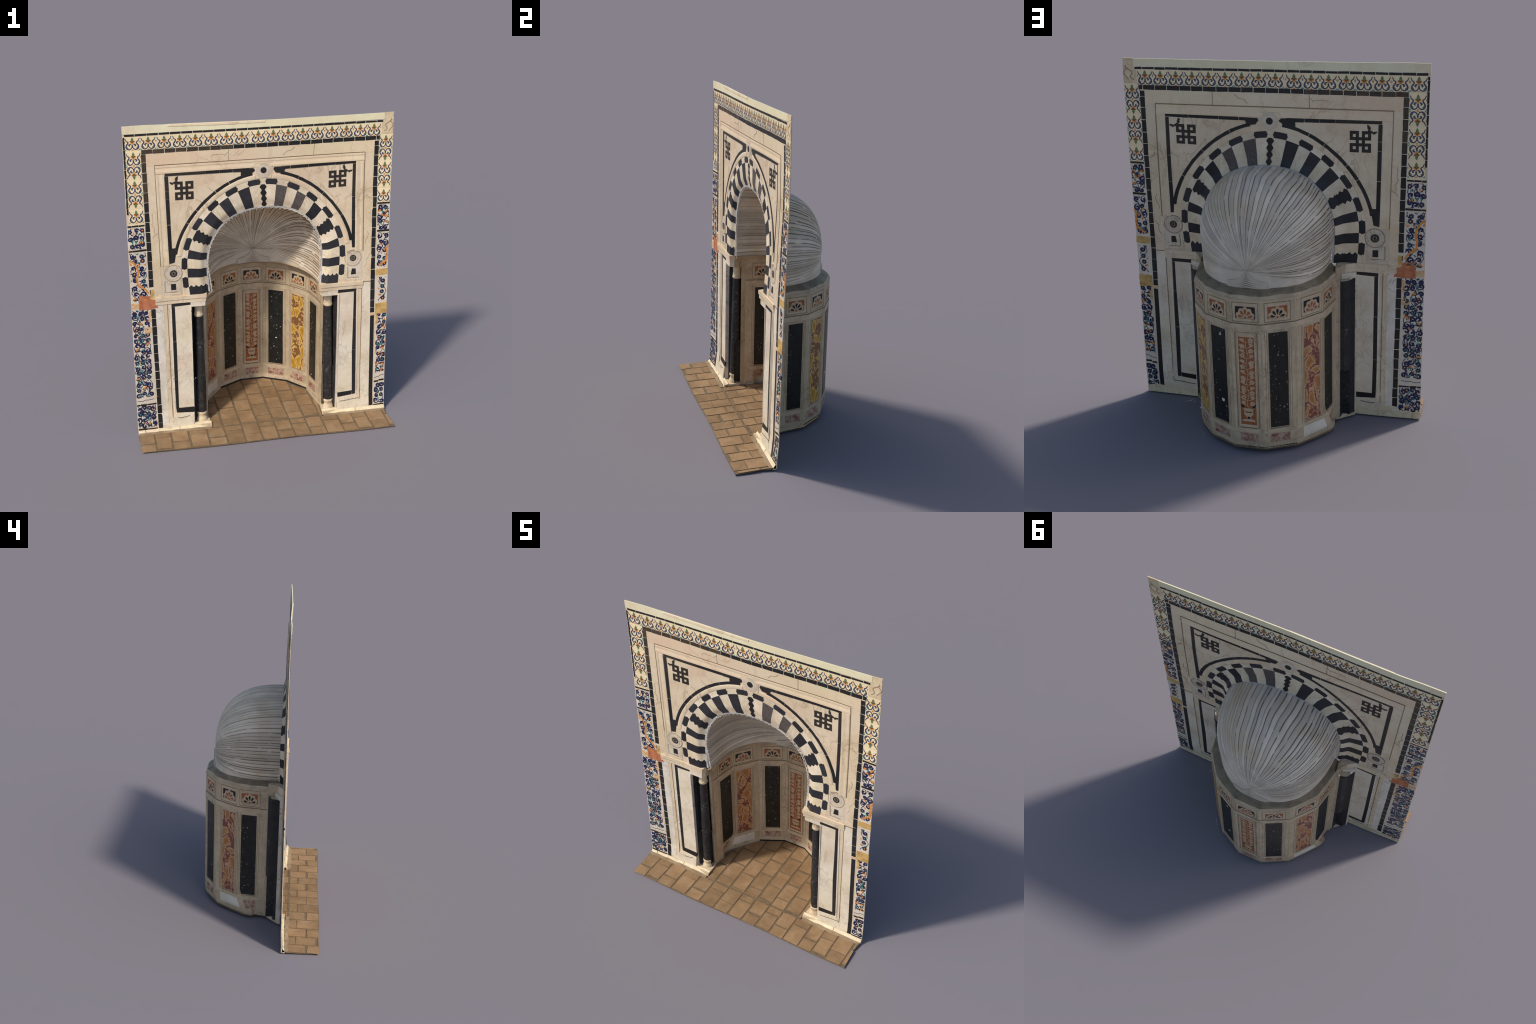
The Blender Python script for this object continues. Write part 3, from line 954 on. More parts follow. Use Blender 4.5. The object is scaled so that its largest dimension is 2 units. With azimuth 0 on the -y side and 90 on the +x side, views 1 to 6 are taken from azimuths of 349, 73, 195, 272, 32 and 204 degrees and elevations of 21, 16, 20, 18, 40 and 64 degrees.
pilaster(-1)
pilaster(1)

# ------------------------------------------------------------------ apse drum
PLAN = [(-0.355, -0.034), (-0.320, 0.158), (-0.210, 0.300), (-0.052, 0.384), (0.108, 0.385), (0.263, 0.304), (0.371, 0.164), (0.407, -0.040)]
apse = group("apse")


def flare(x, y, z):
    """the foot of the wall kicks out at one corner of the left side"""
    d = math.hypot(x + 0.335, y - 0.13)
    k = smooth(1 - d / 0.11) * smooth((0.20 - z) / 0.17)
    lean = 0.004 * clamp(1 - z / 0.75) * clamp(y / 0.30) + 0.012 * clamp(1 - z / 0.075) * clamp(y / 0.30)     # draws in at the foot
    return (x * (1 - 0.02 * clamp(1 - z / 0.075)) - 0.040 * k, y - 0.062 * k - lean, z)


def facet_map(i):
    a, b = Vector(PLAN[i]), Vector(PLAN[i + 1])
    t = (b - a).normalized()
    n = Vector((-t.y, t.x))       # outward (to the back)

    def m(u, v, off):
        p = a + t * u + n * off * 0.55
        return flare(p.x, p.y, v)
    return m, (b - a).length


def offset_plan(d):
    out, n = [], len(PLAN)
    for i, p in enumerate(PLAN):
        ns = []
        for a, b in ((i - 1, i), (i, i + 1)):
            if a >= 0 and b < n:
                t = (Vector(PLAN[b]) - Vector(PLAN[a])).normalized()
                ns.append(Vector((-t.y, t.x)))
        if len(ns) == 1:
            o = ns[0]
        else:
            o = (ns[0] + ns[1]).normalized()
            o = o / max(0.5, o.dot(ns[0]))
        out.append((p[0] + o.x * d, p[1] + o.y * d))
    return out


def drum_bottom(y):
    return 0.016 + 0.02 * clamp((y + 0.05) / 0.44)


def band(name, d_in, d_out, z0, z1, mat, parent, first=0, last=7):
    pin, pout = offset_plan(-d_in * 0.55)[first:last + 1], offset_plan(d_out * 0.55)[first:last + 1]
    zs = [z0, 0.03, 0.045, 0.06, 0.075, 0.09, 0.105, 0.12, 0.135, 0.15, 0.17, 0.2, 0.35, 0.5, 0.7, z1] if z1 - z0 > 0.2 else [z0, z1]
    sub = 10
    ring_in, ring_out = [], []
    for pts, out in ((pin, ring_in), (pout, ring_out)):
        for i in range(len(pts) - 1):
            for k in range(sub):
                out.append((lerp(pts[i][0], pts[i + 1][0], k / sub), lerp(pts[i][1], pts[i + 1][1], k / sub)))
        out.append(pts[-1])
    n, m, v, f = len(ring_in), len(zs), [], []
    for pts in (ring_in, ring_out):
        for z in zs:
            v += [flare(x, y, (drum_bottom(y) if (z == z0 and z0 < 0.02) else z)) for x, y in pts]
    for s in (0, 1):
        o = s * n * m
        for j in range(m - 1):
            f += [[o + j * n + i, o + j * n + i + 1, o + (j + 1) * n + i + 1, o + (j + 1) * n + i] for i in range(n - 1)]
    O = n * m
    for j in range(m - 1):
        for i in (0, n - 1):
            f.append([j * n + i, (j + 1) * n + i, O + (j + 1) * n + i, O + j * n + i])
    for j in (0, m - 1):
        f += [[j * n + i, j * n + i + 1, O + j * n + i + 1, O + j * n + i] for i in range(n - 1)]
    return make_object(name, v, f, mat, parent)


band("drum_wall", 0.003, 0.003, 0.01, 0.885, M_APSE, apse)
band("drum_string_course", 0.0065, 0.0065, 0.722, 0.752, M_APSE_FRAME, apse)
band("drum_string_course", 0.0048, 0.0048, 0.752, 0.757, M_LINE, apse)
band("drum_string_course", 0.0058, 0.0058, 0.872, 0.887, M_APSE_FRAME, apse)
band("drum_string_course", 0.0055, 0.0055, 0.126, 0.146, M_APSE_FRAME, apse)
band("drum_skirting", 0.0052, 0.0042, 0.040, 0.062, M_APSE_FRAME, apse)
band("drum_skirting_black", 0.0062, 0.0030, 0.030, 0.0415, M_TRIM, apse, 2, 6)

FACETS = [  # panel u0,u1 (fractions along the facet by plan points), material
    ((-0.343, 0.036), (-0.318, 0.132), M_SPECK), ((-0.316, 0.183), (-0.252, 0.262), M_RED), ((-0.176, 0.326), (-0.086, 0.369), M_SPECK),
    ((-0.014, 0.386), (0.071, 0.387), M_ORANGE_INLAY), ((0.146, 0.368), (0.236, 0.320), M_SPECK), ((0.292, 0.276), (0.354, 0.197), M_YELLOW), ((0.382, 0.128), (0.404, 0.036), M_SPECK)]


def along(i, p):
    a, b = Vector(PLAN[i]), Vector(PLAN[i + 1])
    return (Vector(p) - a).dot((b - a).normalized())


def vine(b, u0, v0, u1, v1, t):
    """vase with a climbing plant: mirrored leaves, scrolls and flowers on a rust ground"""
    c, w = (u0 + u1) / 2, u1 - u0
    h = v1 - v0
    P = lambda x, y: (c + x * w, v0 + y * h)
    th = 0.0034
    # vase
    b.blob([P(-.42, .035), P(.42, .035), P(.40, .055), P(.16, .065), P(.10, .085), P(.30, .12), P(.26, .165), P(.34, .19), P(-.34, .19), P(-.26, .165), P(-.30, .12), P(-.10, .085), P(-.16, .065), P(-.40, .055)], t, M_CREAM_INLAY)
    b.blob([P(-.12, .068), P(.12, .068), P(.05, .094), P(-.05, .094)], t + .0006, M_BLACK_INLAY)
    b.blob([P(-.20, .142), P(.20, .142), P(.22, .152), P(-.22, .152)], t + .0007, M_BLACK_INLAY)
    for s in (-1, 1):
        b.blob([P(s * .22, .195), P(s * .42, .205), P(s * .46, .235), P(s * .34, .228)], t + .0007, M_BLACK_INLAY)
    # stem
    b.ribbon([P(0.05 * math.sin(k * .9), .19 + .78 * k / 24) for k in range(25)], th * .8, t, M_CREAM_INLAY)
    y, k = 0.22, 0
    rr = random.Random(5)
    while y < 0.95:
        for s in (-1, 1):
            # curling leaf
            pts = []
            for q in range(9):
                a = q / 8
                r = 0.40 * math.sin(min(1, a * 1.25) * pi * .62)
                pts.append(P(s * (0.03 + r), y + 0.068 * a - 0.028 * max(0, a - .55) / .45))
            b.ribbon(pts, lambda q: th * (0.6 + 1.5 * math.sin(pi * q)), t, M_CREAM_INLAY)
            fy = y + rr.uniform(.015, .035)
            if (k + (s > 0)) % 2 == 0:
                fx, R = s * .27, .014
                for p in range(5):
                    a = p * 2 * pi / 5 + .3
                    q0 = P(fx, fy)
                    b.blob(disc(q0[0] + R * .62 * math.cos(a), q0[1] + R * .62 * math.sin(a), R * .42, 8), t, M_CREAM_INLAY)
            else:
                q0 = P(s * .22, fy)
                for p in (-1, 0, 1):
                    b.blob([(q0[0], q0[1] - .008), (q0[0] + s * .008 + p * .006, q0[1] + .006), (q0[0] + s * .004 + p * .010, q0[1] + .018), (q0[0] + p * .004 - s * .002, q0[1] + .006)], t, M_CREAM_INLAY)
        y += 0.060
        k += 1


def flower_square(b, u0, v0, u1, v1, bg, petal, t):
    """half flower: lobed cream fan with five drop shaped petals"""
    b.prism(rect(u0, v0, u1, v1), t, t, bg)
    c, w, h = (u0 + u1) / 2, u1 - u0, v1 - v0
    by = v0 + 0.10 * h
    fan = [(c - .49 * w, by - .07 * h)]
    for k in range(37):
        a = pi * k / 36
        lobe = 0.84 + 0.16 * abs(math.cos(4.5 * (a - pi / 2) * 10 / 9))
        fan.append((c - .49 * w * lobe * math.cos(a), by + .90 * h * lobe * math.sin(a)))
    fan.append((c + .49 * w, by - .07 * h))
    b.blob(fan, t + .0008, M_CREAM_INLAY)
    for k in range(5):
        a = pi * (0.06 + 0.22 * k)
        ca, sa = -math.cos(a), math.sin(a)
        rx, rz = .46 * w, .84 * h
        p = []
        for e, ss in ((1, (.22, .42, .62, .74, .82)), (-1, (.74, .62, .42))):
            for s in ss:
                wd = .150 * math.sin(min(1, max(0, (s - .2) / .64)) ** 1.5 * pi) * e
                p.append((c + rx * (s * ca + wd * sa), by + rz * s * sa - rx * wd * ca * 1.0))
        b.blob(p, t + .0016, petal)
    b.blob(disc(c, by, .055 * w, 12), t + .0022, petal if bg is not M_ORANGE_INLAY else M_RED_INLAY)


for i, (pa, pb, mat) in enumerate(FACETS):
    m, length = facet_map(i)
    u0, u1 = along(i, pa), along(i, pb)
    z0, z1 = (0.172, 0.680) if i == 3 else (0.158, 0.704)
    # marble pilaster strips either side of each facet
    strips = Build(m)
    for a, c in ((0.004, u0 - 0.006), (u1 + 0.006, length - 0.004)):
        if c - a > 0.012:
            strips.prism(rect(a, 0.148, c, 0.720), 0.0048, 0.0048, M_APSE_FRAME, [0.02 * k for k in range(1, 11)], [0.16, 0.175, 0.19] + [0.2 + .06 * k for k in range(8)])
    strips.obj("facet_strip", apse)
    ml = Build(m)
    for uu in (u0 - 0.009, u0 - 0.019, u1 + 0.009, u1 + 0.019):
        if 0.002 < uu < length - 0.002:
            ml.ribbon([(uu, lerp(0.150, 0.718, k / 10)) for k in range(11)], 0.0020, 0.0056, M_SEAM)
    ml.ribbon([(u0 - 0.002, 0.1515), (u1 + 0.002, 0.1515)], 0.003, 0.0058, M_LINE)
    ml.obj("facet_moulding", apse)
    fr = Build(m)
    if i == 3:
        fr.prism(rect(u0 - 0.013, 0.158, u1 + 0.013, 0.704), 0.0056, 0.0056, M_APSE_FRAME)
        fr.ribbon([(u0 - 0.015, 0.155), (u1 + 0.015, 0.155), (u1 + 0.015, 0.707), (u0 - 0.015, 0.707)], 0.003, 0.0058, M_LINE, closed=True)
        fr.obj("facet_frame", apse)
    b = Build(m)
    t = 0.0064
    edge = [(u0, z0), (u1, z0)] + [(u1 + RND.uniform(-.001, .001), lerp(z0, z1, k / 6)) for k in range(1, 6)] + [(u1, z1), (u0, z1)] + [(u0 + RND.uniform(-.001, .001), lerp(z1, z0, k / 6)) for k in range(1, 6)]
    b.prism(edge, t, t, mat, [0.02 * k for k in range(1, 11)] if i < 2 else (), ([0.17, 0.185] + [0.2 + .06 * k for k in range(8)]) if i < 2 else ())
    if i == 3:
        vine(b, u0, z0, u1, z1, t + 0.0006)
    b.obj("facet_panel", apse)
    # flower square in its frame
    b = Build(m)
    cu = (u0 + u1) / 2 if i else (u0 + u1) / 2
    fl = Build(m)
    fl.prism(rect(max(0.006, cu - 0.066), 0.768, min(length - 0.006, cu + 0.066), 0.868), 0.0046, 0.0046, M_APSE_FRAME)
    fl.ribbon([(max(0.008, cu - 0.068), 0.766), (min(length - 0.008, cu + 0.068), 0.766), (min(length - 0.008, cu + 0.068), 0.870), (max(0.008, cu - 0.068), 0.870)], 0.0025, 0.0050, M_LINE, closed=True)
    fl.obj("flower_frame", apse)
    flower_square(b, cu - 0.052, 0.783, cu + 0.052, 0.849, M_ORANGE_INLAY if i % 2 == 0 else M_BLACK_INLAY, M_BLACK_INLAY if i % 2 == 0 else (M_RED_INLAY if i in (1,) else M_ORANGE_INLAY), 0.0056)
    b.obj("flower_inlay", apse)
    # red veined block at the foot
    if i != 1:
        b = Build(m)
        b.prism(wobble(rect(u0 - .004, 0.070, u1 + .006, 0.118), 0.002), 0.0062, 0.0058, M_REDVEIN, [0.02 * k for k in range(1, 11)] if i < 2 else (), [0.03 + 0.015 * k for k in range(1, 12)] if i < 2 else ())
        b.obj("foot_block", apse)
    else:
        b = Build(m)
        b.prism(rect(u0 - .01, 0.060, u1 + .015, 0.125), 0.0066, 0.0062, M_MARBLE_STREAK, [0.02 * k for k in range(1, 11)] if i < 2 else (), [0.03 + 0.015 * k for k in range(1, 12)] if i < 2 else ())
        b.obj("foot_block", apse)


# ------------------------------------------------------------------ shell half dome
HX, HZ, HY = 0.030, 1.020, 0.332
YF = -0.101                       # plane of the dome mouth


def mouth(deg):
    """distance from hub to the mouth of the dome at this angle (circle, cut flat at the springing)"""
    a = math.radians(deg)
    ca, sa = math.cos(a), math.sin(a)
    ox, oz, r = HX - 0.025, HZ - 1.103, 0.356
    for _ in range(3):
        bq = ox * ca + oz * sa
        t = -bq + math.sqrt(bq * bq - (ox * ox + oz * oz - r * r))
        c_ang = math.degrees(math.atan2(oz + t * sa, ox + t * ca))
        r = 0.356 * mouth_shape(c_ang if c_ang >= 0 else (0 if ca > 0 else 180), 0.036)
    z = HZ + t * sa
    if z < 1.103:
        # straight jambs below the centre
        half = 0.356 - (0.010 if ca > 0 else 0.022) * clamp((1.103 - z) / 0.17)
        t = (half - (ox if ca > 0 else -ox)) / abs(ca)
    if sa < -1e-6:
        t = min(t, (HZ - 0.931) / -sa)
    return t


def dome_point(deg, s, h=0.0):
    """s 0 at hub, 1 at mouth; h = height of the pleat, outward"""
    side = math.cos(math.radians(clamp(deg, 0, 180)))      # 1 right, -1 left: the shell is lopsided
    p = lerp(2.6, 2.02 if side > 0 else 2.3, side * side)
    q = lerp(2.6, 2.02 if side > 0 else 2.65, side * side)
    R = mouth(deg)
    # walk the superellipse section by angle
    w = s * pi / 2
    c, d = math.sin(w) ** (2 / p), math.cos(w) ** (2 / q)
    hub_y = HY - 0.0
    a = math.radians(deg)
    rad, y = R * c, YF + (hub_y - YF) * d
    nr, ny = math.sin(w), math.cos(w)
    rad += h * nr
    y += h * ny * 0.6
    x, z = HX + rad * math.cos(a), HZ + rad * math.sin(a)
    return (x, y, z)


dome = group("shell_dome")
RIBS, COLS, ROWS = 62, 12, 40
A0, A1 = -14.0, 194.0
edges = [A0]
ww = [1 + 0.5 * RND.uniform(-1, 1) + 0.35 * math.exp(-((k / RIBS - 0.5) / 0.22) ** 2) for k in range(RIBS)]
tot = sum(ww)
for w_ in ww:
    edges.append(edges[-1] + (A1 - A0) * w_ / tot)


def wav(deg, s):
    k = math.sin(math.radians(clamp(deg, 0, 180)))
    return (0.75 * math.sin(9 * s + deg * 0.11) + 0.35 * math.sin(23 * s + deg * 0.05)) * s * k


for k in range(RIBS):
    d0, d1 = edges[k], edges[k + 1]
    amp = (0.0045 + 0.0045 * math.sin(math.radians(clamp(d0, 0, 180))) ** 2) * RND.uniform(0.5, 1.5)
    ph1, ph2 = RND.uniform(0, 6), RND.uniform(0, 6)
    v, f, idx = [], [], []
    for i in range(ROWS + 1):
        s = lerp(0.004, 1.0, i / ROWS)
        for side in (1, -1):
            for j in range(COLS + 1):
                c = j / COLS
                d = lerp(d0, d1, c)
                d = clamp(d + wav(d, s) * (1 if 5 < d < 175 else 0), A0, A1)
                hgt = (amp * (0.25 + 0.75 * s)) * (math.sin(pi * c) ** 0.6 - 0.6)
                v.append(dome_point(d, s, hgt + 0.0026 * side))
    w = COLS + 1
    for i in range(ROWS):
        p, q = i * 2 * w, (i + 1) * 2 * w
        for j in range(COLS):
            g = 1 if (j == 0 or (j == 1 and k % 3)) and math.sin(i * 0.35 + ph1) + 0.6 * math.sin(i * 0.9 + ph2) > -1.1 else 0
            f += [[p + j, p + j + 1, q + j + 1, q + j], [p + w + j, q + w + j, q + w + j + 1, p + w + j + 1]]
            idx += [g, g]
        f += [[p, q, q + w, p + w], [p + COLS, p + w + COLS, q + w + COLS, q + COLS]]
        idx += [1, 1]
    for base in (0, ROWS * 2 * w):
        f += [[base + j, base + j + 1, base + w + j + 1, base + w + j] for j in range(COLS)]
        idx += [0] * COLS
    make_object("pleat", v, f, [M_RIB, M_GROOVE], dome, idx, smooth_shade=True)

# foot wall of the dome: from the lowest pleat down to the springing
v, f = [], []
cols = []
for sgn, deg in ((1, A1), (-1, A0)):
    seq = [dome_point(deg, lerp(0.02, 1, i / 26)) for i in range(27)]
    cols += seq[::-1] if sgn == 1 else seq
for (x, y, z) in cols:
    for o in (-0.003, 0.003):
        v.append((x * (1 + o), y + o, z + 0.004))
        v.append((x * (1 + o), y + o, 0.929))
for i in range(len(cols) - 1):
    p, q = 4 * i, 4 * i + 4
    f += [[p, p + 1, q + 1, q], [p + 2, q + 2, q + 3, p + 3], [p, q, q + 2, p + 2], [p + 1, p + 3, q + 3, q + 1]]
f += [[0, 2, 3, 1], [len(v) - 4, len(v) - 3, len(v) - 1, len(v) - 2]]
make_object("dome_foot", v, f, M_RIB, dome)

# shell hinge: nested pointed ridges below the hub
b = Build()


def foot_y(x):
    best = min(cols, key=lambda p: abs(p[0] - x))
    i = cols.index(best)
    j = i + 1 if i + 1 < len(cols) and (cols[i + 1][0] - x) * (best[0] - x) <= 0 else max(0, i - 1)
    a, c = cols[i], cols[j]
    if abs(c[0] - a[0]) < 1e-6:
        return a[1]
    return lerp(a[1], c[1], clamp((x - a[0]) / (c[0] - a[0])))


def hinge_map(u, v, off):
    return (u, foot_y(u) + off - 0.001, v)


b.map = hinge_map
mound = [(HX - 0.118 + 0.236 * k / 24, 0) for k in range(25)]
mound = [(x, 0.931 + 0.094 * math.exp(-(abs(x - HX) / 0.048) ** 1.4)) for x, _ in mound]
b.prism([(HX - 0.118, 0.930)] + [(x, z) for x, z in mound][::1] + [(HX + 0.118, 0.930)], 0.0085, 0.0085, M_RIB, [HX + 0.01 * k for k in range(-11, 12)])
for k in range(7):
    peak, base = 1.020 - 0.0135 * k, 0.957 - 0.0042 * k
    pts = [(HX + x * 0.01, base + (peak - base) * math.exp(-abs(x) * 0.01 / (0.036 + 0.001 * k))) for x in [q * 0.5 for q in range(-21, 22)]]
    b.ribbon(pts, 0.0062, 0.0115, M_RIB)
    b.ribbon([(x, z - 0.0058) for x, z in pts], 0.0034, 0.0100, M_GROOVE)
b.obj("shell_hinge", dome, smooth_shade=False)

# sloping ledge between drum and dome
ledge = group("ledge", root)
outer = [(-0.348, -0.100)] + offset_plan(0.002) + [(0.396, -0.100)]
N = 70


def resample(pts, n):
    ls = [0]
    for a, c in zip(pts[:-1], pts[1:]):
        ls.append(ls[-1] + math.dist(a[:2], c[:2]))
    out = []
    for i in range(n + 1):
        t = ls[-1] * i / n
        j = max(k for k in range(len(ls) - 1) if ls[k] <= t + 1e-9)
        q = (t - ls[j]) / (ls[j + 1] - ls[j])
        out.append(tuple(lerp(pts[j][c], pts[j + 1][c], q) for c in range(2)))
    return out


o_ = resample(outer, N)
i_ = []
for (x, y) in o_:
    # matching point of the dome foot: same bearing from the middle of the apse
    ang = math.atan2(y + 0.2, x - 0.03)
    best = min(cols, key=lambda p: abs(math.atan2(p[1] + 0.2, p[0] - 0.03) - ang))
    i_.append((best[0], best[1]))
i_ = [(sum(i_[min(max(k + e, 0), N)][0] for e in (-1, 0, 1)) / 3, sum(i_[min(max(k + e, 0), N)][1] for e in (-1, 0, 1)) / 3) for k in range(N + 1)]
LIP = [0.5 + 0.5 * math.sin(k * 0.9) * math.sin(k * 0.37 + 1) for k in range(N + 1)]
SLOPE = [(0.0, 0.880), (0.0, 0.890), (0.10, 0.900), (0.14, 0.906), (0.45, 0.918), (0.8, 0.928), (1.02, 0.936)]
v, f, idx = [], [], []
for k in range(N + 1):
    for s, z in SLOPE:
        x, y = lerp(o_[k][0], i_[k][0], s), lerp(o_[k][1], i_[k][1], s)
        v.append((x, y, z + (0.006 * (LIP[k] - 0.5) if 0.05 < s < 0.9 else 0)))
    for s, z in SLOPE:
        x, y = lerp(o_[k][0], i_[k][0], s), lerp(o_[k][1], i_[k][1], s)
        v.append((x - 0.007 * (x - 0.03) / 0.38, y - 0.007 * max(0, y) / 0.38, z - 0.006))
m = len(SLOPE)
for k in range(N):
    p, q = k * 2 * m, (k + 1) * 2 * m
    for s in range(m - 1):
        g = 1 if s >= 3 else 0
        f += [[p + s, p + s + 1, q + s + 1, q + s], [p + m + s, q + m + s, q + m + s + 1, p + m + s + 1]]
        idx += [g, 0]
    f += [[p, q, q + m, p + m], [p + m - 1, p + 2 * m - 1, q + 2 * m - 1, q + m - 1]]
    idx += [0, 0]
loop = list(range(m)) + list(range(2 * m - 1, m - 1, -1))
f += [loop, [N * 2 * m + k for k in loop]]
idx += [0, 0]
make_object("ledge_stone", v, f, [M_APSE, M_LEDGE], ledge, idx)

# ------------------------------------------------------------------ columns in their recesses
def lathe(name, cx, cy, prof, mat, parent, n=28, squash=1.0):
    v, f = [], []
    for r, z in prof:
        v += [(cx + r * math.cos(2 * pi * k / n), cy + r * math.sin(2 * pi * k / n) * squash, z) for k in range(n)]
    for i in range(len(prof) - 1):
        f += [[i * n + k, i * n + (k + 1) % n, (i + 1) * n + (k + 1) % n, (i + 1) * n + k] for k in range(n)]
    f += [list(range(n)), [(len(prof) - 1) * n + k for k in range(n)]]
    return make_object(name, v, f, mat, parent, smooth_shade=True)


STEP = 0.33      # below this height the back of each column is hollow


def column(cx, cy, cx2, strip, edge, back_mat, zt):
    c = group("column")

    def flatten(o):
        # engaged column: the rear is cut off along the back of the recess
        for vv in o.data.vertices:
            t = (vv.co.x - strip[0]) / (edge[0] - strip[0])
            vv.co.y = min(vv.co.y, (cy - 0.016 if vv.co.z < STEP else strip[1] - 0.010 - 0.03 * clamp((t - 0.5) / 0.5)) - 0.006)
    nseg = 30
    prof = []
    for k in range(nseg + 1):
        t = k / nseg
        r = 0.0285 + 0.0016 * math.sin(t * 5) + 0.0006 * math.sin(t * 31)
        prof.append((r, lerp(0.085, zt, t)))
    o = lathe("column_shaft", 0, 0, prof, M_SHAFT, c)
    me = o.data
    for vv in me.vertices:
        t = (vv.co.z - 0.085) / (zt - 0.085)
        vv.co.x += lerp(cx2, cx, t)
        vv.co.y += cy - 0.012 * (1 - t)
    flatten(o)
    flatten(lathe("column_neck", cx, cy, [(0.0275, zt), (0.0305, zt + 0.008), (0.0285, zt + 0.016), (0.0265, zt + 0.02)], M_CAPITAL, c))
    cap = []
    for k in range(10):
        t = k / 9
        cap.append((lerp(0.0268, 0.0255, math.sin(t * pi)) + 0.006 * max(0, t - .75) / .25, lerp(zt + 0.015, 0.848, t)))
    o = lathe("column_capital", cx, cy, cap, M_CAPITAL, c, 40)
    for vv in o.data.vertices:
        a = math.atan2(vv.co.y - cy, vv.co.x - cx)
        k = 1 + 0.035 * math.cos(a * 10)
        vv.co.x, vv.co.y = cx + (vv.co.x - cx) * k, cy + (vv.co.y - cy) * k
    flatten(o)
    flatten(lathe("column_base", cx2, cy - 0.012, [(0.0285, 0.092), (0.0325, 0.086), (0.0325, 0.078), (0.0280, 0.070), (0.0295, 0.056), (0.0345, 0.046), (0.0355, 0.040), (0.0370, 0.036), (0.0370, 0.026)], M_CAPITAL, c))
    s = 1 if cx > 0 else -1
    # worn low plinth that carries the shaft and meets the floor
    box_prof("column_plinth", [(edge[0], yw(edge[0], 0) - 0.004), (cx2 - 0.053 * s, yw(cx2, 0) - 0.020), (cx2 - 0.046 * s, cy + 0.016), (strip[0], strip[1] - 0.012), (edge[0], edge[1] - 0.010)], 0.010, 0.031, M_CAPITAL, c)
    # recess: back slab, side strip and panel return
    # a folded sheet: jamb strip, hollow behind the shaft, strip blackened for the shadow beside the pilaster
    L = lambda q: lerp(strip[0], edge[0], q)
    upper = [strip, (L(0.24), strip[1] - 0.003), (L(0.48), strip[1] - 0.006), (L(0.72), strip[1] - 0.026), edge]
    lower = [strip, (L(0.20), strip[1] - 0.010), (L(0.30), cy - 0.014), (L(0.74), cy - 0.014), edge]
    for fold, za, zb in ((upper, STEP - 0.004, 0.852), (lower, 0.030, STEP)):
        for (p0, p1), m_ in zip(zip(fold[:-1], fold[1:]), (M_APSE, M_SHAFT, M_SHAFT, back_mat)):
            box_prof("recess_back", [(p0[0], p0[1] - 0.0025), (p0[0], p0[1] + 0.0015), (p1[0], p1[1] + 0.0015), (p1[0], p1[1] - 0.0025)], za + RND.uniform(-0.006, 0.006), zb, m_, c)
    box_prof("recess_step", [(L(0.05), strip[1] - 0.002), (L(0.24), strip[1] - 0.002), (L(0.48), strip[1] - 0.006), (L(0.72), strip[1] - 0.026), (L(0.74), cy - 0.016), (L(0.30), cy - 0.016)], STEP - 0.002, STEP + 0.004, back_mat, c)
    if s > 0:
        # thick outer edge of the jamb where drum and recess meet
        box_prof("jamb_edge", [(strip[0] - 0.002, strip[1] + 0.036), (strip[0], strip[1] - 0.001), (strip[0] + 0.012, strip[1] - 0.004), (strip[0] + 0.010, strip[1] + 0.012)], 0.030, 0.880, M_APSE, c)
    y0 = yw(edge[0], 0.4) - 0.006
    e = 0.004 * s
    box_prof("panel_return", [(edge[0] - e * 0.2, y0), (edge[0] + e, y0), (edge[0] + e, edge[1] + 0.006), (edge[0] - e * 0.2, edge[1] + 0.006)], 0.025, 0.853, M_MARBLE_STREAK, c)
    # marble fillet on the niche edge
    box_prof("niche_edge", [(strip[0] - 0.010 * s, strip[1] - 0.022), (strip[0] + 0.006 * s, strip[1] - 0.022), (strip[0] + 0.008 * s, strip[1] + 0.002), (strip[0] - 0.004 * s, strip[1] + 0.010)], 0.022, 0.851, M_APSE, c)


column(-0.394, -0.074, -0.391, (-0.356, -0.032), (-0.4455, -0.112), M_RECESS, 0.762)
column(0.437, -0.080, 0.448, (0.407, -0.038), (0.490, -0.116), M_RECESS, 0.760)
for pts in ([(-0.412, -0.120), (-0.340, -0.104), (-0.352, -0.030), (-0.360, -0.030), (-0.376, -0.07), (-0.412, -0.112)], [(0.455, -0.122), (0.384, -0.104), (0.402, -0.036), (0.411, -0.036), (0.425, -0.075), (0.455, -0.114)]):
    box_prof("impost_return", pts, 0.8495, 0.9275, M_APSE, impost)
# wall between impost and dome foot above the recess
for pts in ([(-0.345, -0.100), (-0.352, -0.100), (-0.362, -0.034), (-0.354, -0.034)], [(0.386, -0.100), (0.394, -0.100), (0.412, -0.038), (0.404, -0.038)]):
    box_prof("niche_cheek", pts, 0.846, 0.932, M_APSE, impost)

# ------------------------------------------------------------------ floor
floor = group("floor")


def floor_z(x, y):
    return 0.0085 + 0.019 * clamp((y + 0.385) / 0.75) + 0.0015 * math.sin(x * 6 + 1) * clamp((y + 0.40) / 0.2)


def front_edge(x):
    return -0.386 + 0.004 * math.sin(x * 7 + 0.5) - 0.003 * x


def floor_map(u, v, off):
    return (u, v, floor_z(u, v) + (-off))     # 'front' is up


